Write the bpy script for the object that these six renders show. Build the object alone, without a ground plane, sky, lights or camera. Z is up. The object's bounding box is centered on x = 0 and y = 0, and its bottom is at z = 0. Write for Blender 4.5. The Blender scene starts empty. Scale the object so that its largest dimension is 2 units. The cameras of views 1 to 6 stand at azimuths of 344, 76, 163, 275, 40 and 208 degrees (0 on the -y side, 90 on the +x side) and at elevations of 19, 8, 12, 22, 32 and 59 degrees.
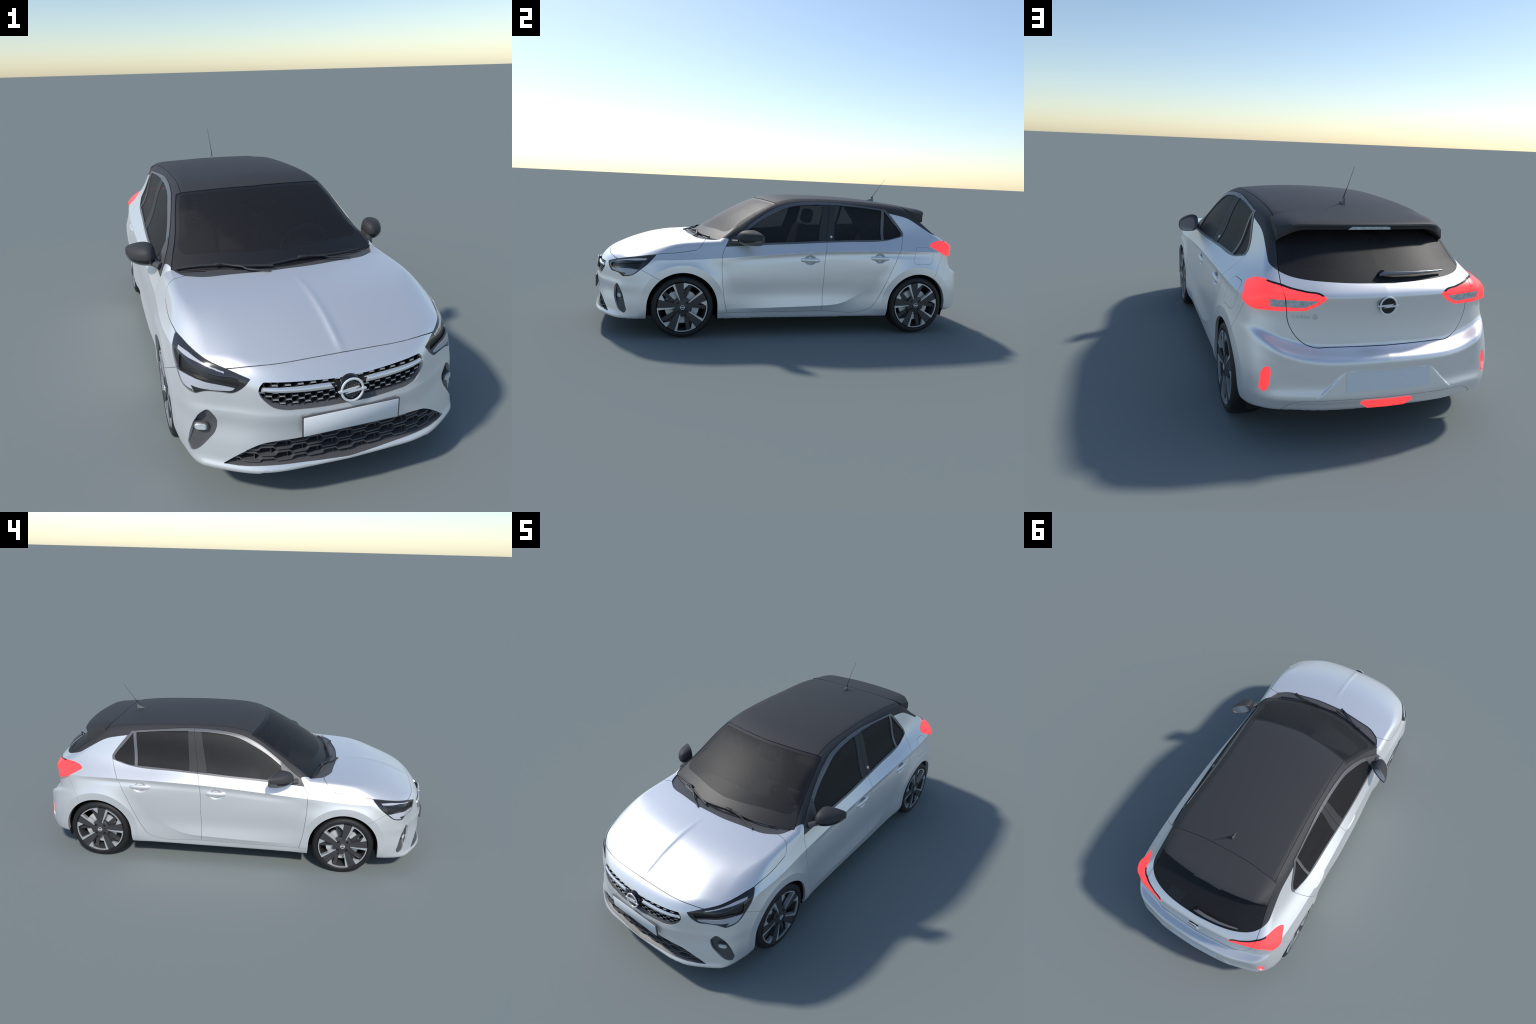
import bpy, bmesh, math, random
import numpy as np
# ---------------------------------------------------------------- helpers
class Spline:
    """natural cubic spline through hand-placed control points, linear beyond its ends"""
    def __init__(s, *pts):
        p = np.array(pts, float); s.x, s.v = p[:, 0], p[:, 1]
        n = len(p); h = np.diff(s.x); A = np.eye(n); b = np.zeros(n)
        for i in range(1, n - 1):
            A[i, i-1:i+2] = h[i-1], 2*(h[i-1]+h[i]), h[i]
            b[i] = 6*((s.v[i+1]-s.v[i])/h[i] - (s.v[i]-s.v[i-1])/h[i-1])
        s.m = np.linalg.solve(A, b); s.h = h
        s.d0 = (s.v[1]-s.v[0])/h[0] - h[0]*(2*s.m[0]+s.m[1])/6
        s.d1 = (s.v[-1]-s.v[-2])/h[-1] + h[-1]*(2*s.m[-1]+s.m[-2])/6
        s.n = 20000; s.t0 = s.x[0]; s.dt = (s.x[-1]-s.x[0])/s.n          # fine table, read linearly
        s.tab = np.append(s.exact(s.t0+s.dt*np.arange(s.n+1)), 0); s.tab[-1] = s.tab[-2]
    def exact(s, u):
        i = np.clip(np.searchsorted(s.x, u) - 1, 0, len(s.h) - 1); h = s.h[i]
        a = (s.x[i+1]-u)/h; b = 1 - a
        return a*s.v[i] + b*s.v[i+1] + ((a**3-a)*s.m[i] + (b**3-b)*s.m[i+1])*h*h/6
    def __call__(s, t):
        t = np.asarray(t, float); w = (t-s.t0)/s.dt; u = np.clip(w, 0, s.n); i = u.astype(int); f = u-i
        r = s.tab[i]*(1-f) + s.tab[i+1]*f
        return r + np.minimum(w, 0)*(s.dt*s.d0) + np.maximum(w-s.n, 0)*(s.dt*s.d1)
def lin(*pts):
    p = np.array(pts, float)
    return lambda t: np.interp(t, p[:, 0], p[:, 1])
def step(t, a, b):
    u = np.clip((t-a)/(b-a), 0, 1); return u*u*(3-2*u)
def smax(a, b, k):
    h = np.maximum(k-np.abs(a-b), 0)/k
    return np.maximum(a, b) + h*h*k/4
# ---------------------------------------------------------------- the body as profiles
# side: longitudinal feature lines (half width x and height z as functions of y)
SIDE = [  # (x(y), z(y), crease)
 (Spline((-1,.36),(-.74,.387),(-.4,.387),(.5,.390),(.83,.375),(1,.34)), Spline((-1,.05),(1,.05)), False),
 (Spline((-1,.385),(-.74,.411),(-.4,.413),(.5,.416),(.83,.400),(1,.37)), lin((-1,.086),(-.74,.092),(-.4,.088),(.5,.092),(.83,.118),(1,.118)), False),
 (Spline((-1,.395),(-.74,.420),(-.4,.421),(0,.422),(.5,.424),(.83,.412),(1,.38)), lin((-1,.13),(.5,.126),(.83,.15),(1,.15)), False),
 (Spline((-1,.395),(-.74,.424),(-.4,.424),(0,.4245),(.5,.427),(.8,.420),(1,.39)), lin((-1,.22),(1,.22)), False),
 (Spline((-1,.385),(-.74,.424),(-.55,.427),(-.4,.427),(0,.4285),(.5,.432),(.8,.420),(1,.385)), lin((-1,.30),(1,.30)), False),
 (Spline((-1,.37),(-.74,.420),(-.55,.425),(-.4,.424),(0,.426),(.5,.4295),(.8,.411),(1,.37)), lin((-1,.335),(-.7,.34),(-.38,.353),(.15,.392),(.5,.40),(.8,.395),(1,.39)), False),
 (Spline((-1,.365),(-.74,.417),(-.55,.4225),(-.4,.4225),(-.25,.4210),(0,.4235),(.4,.4255),(.55,.4225),(.66,.420),(.8,.406),(1,.36)), Spline((-1,.36),(-.7,.368),(-.38,.381),(-.1,.404),(.15,.421),(.5,.428),(.8,.424),(1,.42)), False),
 (Spline((-1,.36),(-.74,.415),(-.55,.422),(-.4,.421),(0,.4265),(.4,.4285),(.6,.423),(.8,.404),(1,.355)), Spline((-1,.37),(-.7,.38),(-.38,.394),(-.1,.417),(.15,.434),(.5,.441),(.8,.437),(1,.43)), True),
 (Spline((-1,.29),(-.7,.369),(-.5,.380),(-.36,.383),(.16,.387),(.4,.378),(.6,.368),(.8,.346),(1,.29)), lin((-1,.46),(-.7,.463),(-.36,.468),(.16,.481),(.4,.487),(.6,.497),(1,.50)), False),
 (Spline((-1,.17),(-.5,.236),(-.3,.269),(-.1,.293),(.17,.300),(.4,.297),(.6,.289),(.8,.247),(1,.19)), lin((-1,.66),(1,.66)), False),
 (Spline((-1,.07),(-.5,.15),(-.3,.19),(-.1,.215),(.17,.22),(.4,.215),(.6,.21),(.8,.16),(1,.10)), lin((-1,.76),(1,.76)), False),
]
FRONT_WHEEL, REAR_WHEEL, AXLE, LIP = -.572, .664, .153, .2055
def side_x(y, z):
    X = np.array([a(y) for a, b, c in SIDE]); Z = np.array([b(y) for a, b, c in SIDE])
    K = len(SIDE); H = np.diff(Z, axis=0); D = np.diff(X, axis=0)/H
    L = np.empty_like(X); R = np.empty_like(X)
    L[0] = R[0] = D[0]; L[-1] = R[-1] = D[-1]
    for k in range(1, K-1):
        if SIDE[k][2]: L[k], R[k] = D[k-1], D[k]
        else: L[k] = R[k] = (D[k-1]*H[k] + D[k]*H[k-1])/(H[k]+H[k-1])
    zc = np.clip(z, Z[0], Z[-1])
    i = np.clip((zc[None] > Z).sum(0) - 1, 0, K-2); j = np.arange(len(z))
    h = H[i, j]; t = (zc - Z[i, j])/h; t2 = t*t; t3 = t2*t
    r = (2*t3-3*t2+1)*X[i, j] + (t3-2*t2+t)*h*R[i, j] + (3*t2-2*t3)*X[i+1, j] + (t3-t2)*h*L[i+1, j]
    r = r + np.minimum(z-Z[0], 0)*D[0] + np.maximum(z-Z[-1], 0)*D[-1]
    r = r - .0022*step(z, .10, .16)*(1-step(z, .42, .47))*step(y, -.50, -.35)*(1-step(y, .70, .80))
    # lower door crease that sweeps up towards the rear arch
    zc = LOWC(y); amp = .0090*step(y, -.42, -.05)*(1-step(y, .12, .42)); d = z - zc
    r = r + amp*np.where(d > 0, np.maximum(1-d/.105, 0)**2, np.maximum(1+d/(.042+1.6*np.maximum(zc-.155, 0)), 0)**2)
    # flared wheel arches with a flat lip
    for cy, cz in ((FRONT_WHEEL, AXLE), (REAR_WHEEL+.003, AXLE)):
        q = np.hypot(y-cy, np.maximum(z, cz)-cz)
        r = r + .0105*np.clip(1-(q-LIP)/.075, 0, 1)**2*step(z, .06, .14)
    # grip hollows behind the door handles
    for hy, hz in HANDLES:
        r = r - .011*(1-step(np.hypot((y-hy)/.034, (z-hz)/.026), .55, 1.0))
    return r
HANDLES = ((.064,.389),(.443,.4015))
LOWC = Spline((-.5,.138),(-.1,.149),(.135,.157),(.21,.163),(.27,.18),(.34,.217),(.45,.27))
# centre profiles
HOOD = Spline((-1.0,.305),(-.976,.340),(-.95,.3645),(-.925,.3830),(-.87,.4120),(-.818,.4345),(-.766,.4510),(-.714,.4635),(-.66,.4710),(-.607,.4755),(-.55,.480),(-.45,.486))
TOP = Spline((-.62,.40),(-.50,.4755),(-.452,.506),(-.408,.533),(-.334,.580),(-.26,.622),(-.162,.669),(-.109,.686),(-.058,.696),(.047,.703),(.153,.7045),(.262,.703),(.356,.6995),(.476,.6925),(.562,.684),(.66,.670),(.8,.645))
def hood_z(x, y):
    w = step(-y, .60, .84)                # flat at the back, crowned at the nose
    c = HOOD(y) - (.11+.16*w)*x*x - 1.2*w*np.maximum(x-.25, 0)**2
    # centre ridge fading out towards the windscreen
    a = .0042*step(y, -.945, -.88)*(1-step(y, -.80, -.54))
    return c + a*np.exp(-(x/.011)**2)
def cabin_z(x, y):
    q = .52*x*x*(1-step(y, -.1, .25)); return TOP(y-q) - .18*x*x
def top_z(x, y):
    return np.maximum(hood_z(x, y), cabin_z(x, y))
FPROF = Spline((.05,-.955),(.088,-.977),(.102,-.9935),(.118,-.989),(.15,-.985),(.19,-.9850),(.225,-.9862),(.252,-.9895),(.272,-.9860),(.30,-.982),(.343,-.9745),(.40,-.957))
FPLAN_HI = Spline((0,0),(.134,.007),(.236,.037),(.292,.072),(.34,.100),(.365,.116),(.385,.133),(.402,.154),(.42,.186),(.45,.26))
FPLAN_LO = Spline((0,0),(.134,.005),(.246,.022),(.33,.067),(.37,.095),(.39,.113),(.405,.133),(.42,.162),(.45,.24))
FOG_EDGE = lin((.10,.408),(.13,.4055),(.165,.404),(.197,.398),(.225,.389),(.251,.376),(.27,.362))
def front_y(x, z):
    w = step(z, .12, .28)
    # cheek hollow round the fog lamp: crisp upper and outer edges, fading out downwards
    ease = lambda t: 1-(1-np.clip(t, 0, 1))**2
    hollow = .0025*ease((.262-z)/.035)*ease((FOG_EDGE(z)-x)/.035)*step(z, .125, .165)
    return FPROF(z) + FPLAN_LO(x)*(1-w) + FPLAN_HI(x)*w + hollow
def plan_scale(x, table):
    return 1/np.sqrt(1 + table(x)**2)
FSLOPE = lin(*[(x, (FPLAN_HI(x+.002)-FPLAN_HI(x-.002))/.004) for x in np.linspace(0, .46, 47)])
RPROF = Spline((.05,.93),(.10,.955),(.125,.980),(.15,.991),(.172,.9985),(.188,.995),(.203,.9915),(.23,.991),(.26,.9915),(.280,.989),(.291,.977),(.300,.957),(.308,.946),(.320,.942),(.35,.939),(.40,.937),(.44,.942),(.458,.945),(.475,.934),(.49,.918),(.53,.864),(.60,.768),(.70,.63))
RPLAN = Spline((0,0),(.136,-.006),(.20,-.013),(.297,-.036),(.33,-.045),(.351,-.055),(.367,-.066),(.39,-.088),(.41,-.118),(.43,-.160),(.46,-.24))
RSHELF = Spline((0,0),(.2,.001),(.25,.006),(.317,.025),(.36,.043),(.39,.053),(.44,.062))
RPROF_C = Spline((.05,.93),(.10,.962),(.125,.981),(.16,.993),(.19,.9965),(.225,.997),(.26,.990),(.29,.979),(.32,.965),(.35,.951),(.39,.937),(.42,.932),(.455,.931),(.475,.926),(.49,.915),(.53,.864),(.60,.768),(.70,.63))
RPLAN_HI = Spline((0,0),(.136,-.008),(.20,-.022),(.25,-.04),(.304,-.066),(.33,-.084),(.36,-.11),(.40,-.155),(.44,-.21))
def rear_y(x, z):
    w = step(z, .46, .54); c = .88*step(x, .315, .405); sh = RSHELF(x)
    zz = z - sh*step(z, .19, .26)*(1-step(z, .35+.5*sh, .45))
    # wedge that carries the number plate: flush at its top, standing out at its foot
    edge = .141 + .054*(.246-z)/.052
    wedge = np.maximum(.9990-.0070*(z-.188)/.060 - RPROF(z), 0)*step(z, .165, .180)*(1-step(z, .247, .252))*(1-step(x, edge-.004, edge+.003))
    return RPROF(zz)*(1-c) + RPROF_C(z)*c + RPLAN(x)*(1-w) + RPLAN_HI(x)*w + wedge
RSLOPE = lin(*[(x, (RPLAN(x+.002)-RPLAN(x-.002))/.004) for x in np.linspace(0, .46, 47)])
BOTTOM = lin((-1,.088),(-.74,.092),(-.4,.088),(.5,.092),(.83,.119),(.92,.126),(1,.120))
def body_f(P):
    x, y, z = np.abs(P[:, 0]), P[:, 1], P[:, 2]
    s = (x - side_x(y, z))*.93
    t = (z - top_z(x, y))*np.where(y < -.1, .86, .98)
    f = smax(s, t, .05 - .034*step(y, -.75, -.55)*(1-step(y, -.36, -.28)) - .018*step(y, -.3, -.1))
    f = smax(f, (front_y(x, z)-y)*plan_scale(x, FSLOPE), .03)
    f = smax(f, (y-rear_y(x, z))*plan_scale(x, RSLOPE)*(.95-.3*step(z, .46, .52)), .02)
    f = smax(f, BOTTOM(y)+.009*step(-y, .86, .91)*(1-step(x, .236, .250))-z, .012)
    return f
def grad(f, P, e=2e-4):
    G = np.empty_like(P)
    for i in range(3):
        d = np.zeros(3); d[i] = e; G[:, i] = (f(P+d)-f(P-d))/(2*e)
    return G
# ---------------------------------------------------------------- mesher: surface net of the body function
H = .0056
def body_mesh():
    lo = np.array([-2*H, -1.012, .07]); n = np.ceil((np.array([.452, 1.018, .72])-lo)/H).astype(int)
    n = (n//4+1)*4 + 1
    ax = [lo[i]+H*np.arange(n[i]) for i in range(3)]
    C = np.stack(np.meshgrid(*[a[::4] for a in ax], indexing='ij'), -1)
    Fc = body_f(C.reshape(-1, 3)).reshape(C.shape[:3])
    F = np.repeat(np.repeat(np.repeat(Fc, 4, 0), 4, 1), 4, 2)[:n[0], :n[1], :n[2]].copy()
    near = np.abs(Fc) < 8.5*H                # blocks of nodes the surface may pass through
    m = np.repeat(np.repeat(np.repeat(near, 4, 0), 4, 1), 4, 2)[:n[0], :n[1], :n[2]]
    i, j, k = np.nonzero(m)
    F[m] = body_f(np.stack([ax[0][i], ax[1][j], ax[2][k]], -1))
    S = F < 0
    c = [S[a:n[0]-1+a, b:n[1]-1+b, d:n[2]-1+d] for a in (0, 1) for b in (0, 1) for d in (0, 1)]
    cnt = sum(q.astype(int) for q in c); act = (cnt > 0) & (cnt < 8)
    idx = -np.ones(act.shape, int); ci = np.argwhere(act); idx[act] = np.arange(len(ci))
    acc = np.zeros((len(ci), 3)); num = np.zeros(len(ci))
    corners = np.array([(a, b, d) for a in (0, 1) for b in (0, 1) for d in (0, 1)])
    Fv = np.stack([F[ci[:, 0]+a, ci[:, 1]+b, ci[:, 2]+d] for a, b, d in corners], 1)
    for p in range(8):
        for q in range(p+1, 8):
            if np.abs(corners[p]-corners[q]).sum() != 1: continue
            x = (Fv[:, p] < 0) != (Fv[:, q] < 0)
            t = Fv[x, p]/(Fv[x, p]-Fv[x, q])
            acc[x] += corners[p] + t[:, None]*(corners[q]-corners[p]); num[x] += 1
    V = lo + H*(ci + acc/num[:, None])
    quads = []
    for a in range(3):
        b, d = (a+1) % 3, (a+2) % 3
        sl = [slice(None)]*3; s2 = [slice(None)]*3
        sl[a] = slice(0, -1); s2[a] = slice(1, None)
        A, B = S[tuple(sl)], S[tuple(s2)]
        e = np.argwhere(A != B)
        e = e[(e[:, b] > 0) & (e[:, d] > 0) & (e[:, b] < n[b]-1) & (e[:, d] < n[d]-1)]
        ob = np.eye(3, dtype=int)[b]; od = np.eye(3, dtype=int)[d]
        Q = np.stack([idx[tuple((e-ob-od).T)], idx[tuple((e-od).T)], idx[tuple(e.T)], idx[tuple((e-ob).T)]], 1)
        flip = B[tuple(e.T)]
        Q[flip] = Q[flip][:, ::-1]
        quads.append(Q)
    Q = np.concatenate(quads); Q = Q[(Q >= 0).all(1)]
    for _ in range(3): V = snap(V)
    d1 = np.linalg.norm(V[Q[:, 0]]-V[Q[:, 2]], axis=1); d2 = np.linalg.norm(V[Q[:, 1]]-V[Q[:, 3]], axis=1)
    s = d1 <= d2
    T = np.concatenate([Q[s][:, [0, 1, 2]], Q[s][:, [0, 2, 3]], Q[~s][:, [0, 1, 3]], Q[~s][:, [1, 2, 3]]])
    return V, T
def snap(V, keep_x0=False):
    G = grad(body_f, V); f = body_f(V)
    return V - np.clip(f, -.006, .006)[:, None]*G/np.maximum((G*G).sum(1), .2)[:, None]
def cut(V, T, g):
    """split the triangles along g = 0; g is given at the vertices"""
    g = g.copy()
    E = np.sort(np.concatenate([T[:, [0, 1]], T[:, [1, 2]], T[:, [2, 0]]]), 1)
    a, b = g[E[:, 0]], g[E[:, 1]]
    x = (a < 0) != (b < 0)
    if not x.any(): return V, T, g
    # vertices that lie nearly on the line are taken as on it
    t = np.abs(a[x])/(np.abs(a[x])+np.abs(b[x]))
    g[E[x, 0][t < .08]] = 0; g[E[x, 1][t > .92]] = 0
    sg = np.sign(g)
    a, b = sg[E[:, 0]], sg[E[:, 1]]; x = a*b < 0
    key = E[:, 0]*len(V) + E[:, 1]
    uk, inv = np.unique(key[x], return_inverse=True)
    p, q = uk//len(V), uk % len(V)
    t = (g[p]/(g[p]-g[q]))[:, None]
    N = V[p]*(1-t) + V[q]*t
    m = np.abs(N[:, 0]) > 1e-6
    if m.any(): N[m] = snap(N[m])
    eid = -np.ones(len(E), int); eid[x] = len(V) + inv
    eid = eid.reshape(3, -1).T                       # new vertex on edge 01, 12, 20
    V2 = np.concatenate([V, N]); g2 = np.concatenate([g, np.zeros(len(N))])
    nc = (eid >= 0).sum(1); out = [T[nc == 0]]
    for r in range(3):
        R = np.roll(np.arange(3), -r)
        one = (nc == 1) & (eid[:, R[0]] >= 0)
        t_, e_ = T[one][:, R], eid[one][:, R]
        out += [np.stack([t_[:, 0], e_[:, 0], t_[:, 2]], 1), np.stack([e_[:, 0], t_[:, 1], t_[:, 2]], 1)]
        two = (nc == 2) & (eid[:, R[1]] < 0)          # edges 01 and 20 are crossed, corner 0 is alone
        t_, e_ = T[two][:, R], eid[two][:, R]
        out += [np.stack([t_[:, 0], e_[:, 0], e_[:, 2]], 1), np.stack([e_[:, 0], t_[:, 1], t_[:, 2]], 1), np.stack([e_[:, 0], t_[:, 2], e_[:, 2]], 1)]
    T2 = np.concatenate(out)
    A = np.linalg.norm(np.cross(V2[T2[:, 1]]-V2[T2[:, 0]], V2[T2[:, 2]]-V2[T2[:, 0]]), axis=1)
    return V2, T2[A > 1e-11], g2
# ---------------------------------------------------------------- outlines in a projection
def flow(pts, sharp=(), closed=True, n=5):
    """smooth curve through the points, broken at the sharp ones"""
    p = np.array(pts, float); N = len(p); out = []
    for i in range(N if closed else N-1):
        j = (i+1) % N; h = i-1 if (closed or i > 0) else i; k = (i+2) % N if (closed or i+2 < N) else j
        L = np.linalg.norm(p[j]-p[i])
        def tan(a, b, c):
            u, w = np.linalg.norm(p[b]-p[a])+1e-9, np.linalg.norm(p[c]-p[b])+1e-9
            return ((p[b]-p[a])/u*w + (p[c]-p[b])/w*u)/(u+w)
        m0 = (p[j]-p[i])/L if (i in sharp or h == i) else tan(h, i, j)
        m1 = (p[j]-p[i])/L if (j in sharp or k == j) else tan(i, j, k)
        t = np.arange(n)[:, None]/n
        out.append((2*t**3-3*t**2+1)*p[i] + (t**3-2*t**2+t)*L*m0 + (3*t**2-2*t**3)*p[j] + (t**3-t**2)*L*m1)
    if not closed: out.append(p[-1:])
    return np.concatenate(out)
def inside(poly, q, margin=.015):
    """signed distance to a closed outline, negative inside, for 2D points q"""
    d = np.full(len(q), 1.0); lo, hi = poly.min(0)-margin, poly.max(0)+margin
    m = ((q > lo) & (q < hi)).all(1)
    if not m.any(): return d
    p = q[m]; best = np.full(len(p), 9.); odd = np.zeros(len(p), bool)
    for a, b in zip(poly, np.roll(poly, -1, 0)):
        e = b-a; w = p-a
        t = np.clip((w@e)/max(e@e, 1e-12), 0, 1)
        best = np.minimum(best, ((w-t[:, None]*e)**2).sum(1))
        c = (a[1] <= p[:, 1]) != (b[1] <= p[:, 1])
        if a[1] != b[1]: odd ^= c & (p[:, 0] < a[0]+(p[:, 1]-a[1])/(b[1]-a[1])*e[0])
    d[m] = np.sqrt(best)*np.where(odd, -1, 1)
    return d
HL_AXIS, TL_AXIS = np.array([.572, .82]), np.array([.726, -.688])
def side_q(P): return P[:, 1:]
def front_q(P): return P[:, [0, 2]]
def lamp_q(P): return np.stack([P[:, :2]@HL_AXIS, P[:, 2]], 1)
def tail_q(P): return np.stack([P[:, :2]@TL_AXIS, P[:, 2]], 1)
class Region:
    def __init__(s, pts, proj, where, sharp=(), smooth=True):
        s.poly = flow(pts, sharp) if smooth else np.array(pts, float); s.proj, s.where = proj, where
    def __call__(s, P):
        d = np.ones(len(P)); m = s.where(P)
        if m.any(): d[m] = inside(s.poly, s.proj(P[m]))
        return d
on_side = lambda P: (P[:, 0] > .2) & (P[:, 1] > -.80) & (P[:, 1] < .86)
on_front = lambda P: P[:, 1] < -.70
on_rear = lambda P: P[:, 1] > .66
DLO_TOP = [(-.347,.482),(-.310,.503),(-.273,.530),(-.198,.584),(-.131,.625),(-.058,.656),(.016,.670),(.115,.6765),(.192,.677),(.249,.675),(.355,.666),(.441,.6585),(.507,.652)]
DLO_END = [(.526,.631),(.568,.580),(.592,.547),(.600,.530),(.597,.515)]
DLO_LOW = [(.557,.504),(.498,.492),(.463,.488),(.277,.482),(.157,.477),(-.004,.468),(-.166,.460),(-.278,.453),(-.366,.447)]
B_SEAM = [(.192,.677),(.157,.477),(.144,.420),(.139,.292),(.136,.203),(.138,.128)]
R = {}
R['dlo'] = Region(DLO_TOP+DLO_END+DLO_LOW, side_q, on_side, (0, 12, 17, 26))
R['door_a'] = Region([(-.366,.447),(-.381,.411),(-.385,.360),(-.381,.282),(-.370,.193),(-.355,.123),(-.132,.125)]+B_SEAM[::-1]+DLO_TOP[:8][::-1], side_q, on_side, (0, 5, 7, 12, 20))
R['door_b'] = Region(B_SEAM[::-1]+DLO_TOP[9:]+DLO_END+[(.583,.483),(.559,.443),(.533,.388),(.485,.284),(.441,.189),(.409,.144),(.378,.130)], side_q, on_side, (0, 5, 9, 14))
R['glass_a'] = Region([(-.262,.463),(-.246,.532),(-.181,.576),(-.110,.613),(-.037,.644),(.012,.655),(.061,.660),(.155,.6645),(.114,.483),(-.003,.476),(-.165,.469)], side_q, on_side, (0, 1, 7, 8))
R['glass_b'] = Region([(.202,.487),(.222,.665),(.353,.658),(.483,.646),(.465,.494)], side_q, on_side, (0, 1, 3, 4))
R['glass_c'] = Region([(.480,.494),(.498,.643),(.545,.585),(.581,.541),(.588,.526),(.582,.516),(.548,.506),(.510,.497)], side_q, on_side, (0, 1))
R['flap'] = Region([(.659,.459),(.696,.462),(.728,.460),(.747,.447),(.754,.432),(.750,.406),(.743,.383),(.731,.376),(.685,.376),(.645,.377),(.636,.386),(.644,.416)], side_q, on_side)
R['headlight'] = Region([(-.342,.406),(-.380,.4005),(-.418,.3935),(-.483,.383),(-.550,.369),(-.613,.352),(-.604,.335),(-.592,.322),(-.577,.312),(-.547,.311),(-.510,.309),(-.481,.2975),(-.455,.3005),(-.431,.3065),(-.397,.333),(-.356,.377)], lamp_q, on_front, (0, 5, 11))
R['drl_up'] = Region([(-.376,.3865),(-.383,.379),(-.423,.375),(-.474,.3725),(-.512,.3665),(-.547,.3590),(-.547,.3625),(-.523,.3675),(-.477,.3765),(-.428,.3835)], lamp_q, on_front, (0, 1, 5, 6))
R['drl_low'] = Region([(-.405,.3325),(-.431,.3110),(-.474,.3035),(-.464,.3155),(-.505,.3140),(-.552,.3150),(-.573,.3180),(-.582,.3245),(-.546,.3285),(-.504,.3325),(-.457,.3365)], lamp_q, on_front, (0, 2, 3, 7))
R['lens_hood'] = Region([(-.395,.372),(-.455,.362),(-.53,.352),(-.59,.340),(-.588,.331),(-.53,.338),(-.456,.345),(-.405,.340)], lamp_q, on_front, (0, 4))
R['taillight'] = Region([(-.244,.455),(-.236,.466),(-.252,.478),(-.275,.486),(-.315,.4915),(-.376,.488),(-.405,.4815),(-.449,.474),(-.497,.4645),(-.507,.455),(-.493,.441),(-.467,.425),(-.452,.417),(-.404,.415),(-.350,.415),(-.315,.417),(-.282,.427),(-.258,.440)], tail_q, on_rear, (9, 12))
R['tail_clear'] = Region([(-.364,.451),(-.361,.427),(-.450,.4255),(-.492,.449)], tail_q, on_rear, smooth=False)
R['grille'] = Region([(-.004,.3385),(.036,.339),(.097,.342),(.163,.345),(.221,.347),(.231,.337),(.236,.325),(.232,.312),(.219,.296),(.203,.283),(.175,.276),(.132,.274),(.062,.272),(0,.272),(-.05,.272)], front_q, on_front, (0, 4, 14))
R['intake'] = Region([(-.02,.1935),(.068,.1930),(.145,.1895),(.200,.1875),(.236,.1805),(.260,.1685),(.294,.1455),(.330,.1180),(.29,.1185),(.234,.1210),(.161,.1190),(.062,.1135),(0,.1105),(-.02,.1105)], front_q, on_front, (0, 7, 13))
R['fog'] = Region([(.356,.2595),(.343,.248),(.336,.235),(.336,.217),(.343,.198),(.357,.179),(.376,.154),(.391,.136),(.402,.123),(.405,.132),(.4035,.166),(.397,.196),(.387,.224),(.374,.247)], front_q, on_front, (8,))
R['reflector'] = Region([(.352,.262),(.348,.250),(.350,.225),(.355,.198),(.368,.186),(.375,.190),(.376,.218),(.373,.244),(.363,.260)], front_q, on_rear)
R['fog_rear'] = Region([(-.075,.158),(.075,.158),(.0845,.1495),(.060,.1315),(-.06,.1315)], front_q, on_rear, smooth=False)
R['diffuser'] = Region([(-.02,.165),(.114,.1655),(.205,.165),(.257,.1635),(.284,.156),(.308,.139),(.323,.119),(.33,.05),(-.02,.05)], front_q, on_rear, (0, 6, 7, 8))
R['hatch'] = Region([(-.02,.3075),(.11,.308),(.170,.309),(.222,.310),(.248,.320),(.272,.343),(.286,.366),(.294,.388),(.297,.416),(.303,.450),(.310,.484),(.304,.514),(.295,.548),(.289,.583),(.283,.70),(-.02,.70)], front_q, on_rear, (0, 9, 10, 14, 15))
WS_TOP = Spline((0,-.141),(.095,-.1325),(.18,-.119),(.28,-.0935),(.35,-.07))
WS_BASE = Spline((0,-.497),(.1,-.484),(.213,-.453),(.298,-.426),(.352,-.400),(.40,-.375))
HOOD_REAR = Spline((0,-.528),(.07,-.527),(.217,-.505),(.283,-.488),(.316,-.466),(.336,-.445),(.356,-.395),(.374,-.350))
A_EDGE = Spline((-.46,.380),(-.40,.363),(-.315,.336),(-.245,.317),(-.174,.303),(-.097,.285),(0,.275))
HOOD_FRONT = Spline((0,-.925),(.1,-.9225),(.19,-.9155),(.25,-.902),(.30,-.882),(.36,-.85))
HOOD_SIDE = Spline((-.88,.350),(-.75,.386),(-.693,.4065),(-.621,.414),(-.543,.424),(-.511,.429),(-.47,.437))
BLACK_LINE = Spline((.50,.635),(.527,.631),(.588,.620),(.641,.606),(.688,.582),(.746,.548),(.794,.522),(.83,.508),(.88,.485))
GLASS_LOW = Spline((0,.491),(.1,.4925),(.192,.4965),(.250,.5005),(.280,.505),(.300,.511),(.32,.522))
DITCH = lin((-.12,.268),(0,.262),(.3,.262),(.6,.272),(.7,.278))
ROOF_END = Spline((0,.622),(.15,.6255),(.2,.631),(.264,.641),(.30,.65))
def g_windscreen(P):
    x, y = P[:, 0], P[:, 1]
    return np.maximum(np.maximum(WS_BASE(x)-y, y-WS_TOP(x))*.9, x-A_EDGE(y)) + 9*(P[:, 2] < .44)
HOOD_CORNER = lin((.40,-.545),(.429,-.511),(.438,-.495),(.454,-.482),(.469,-.469),(.480,-.445))
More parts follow.
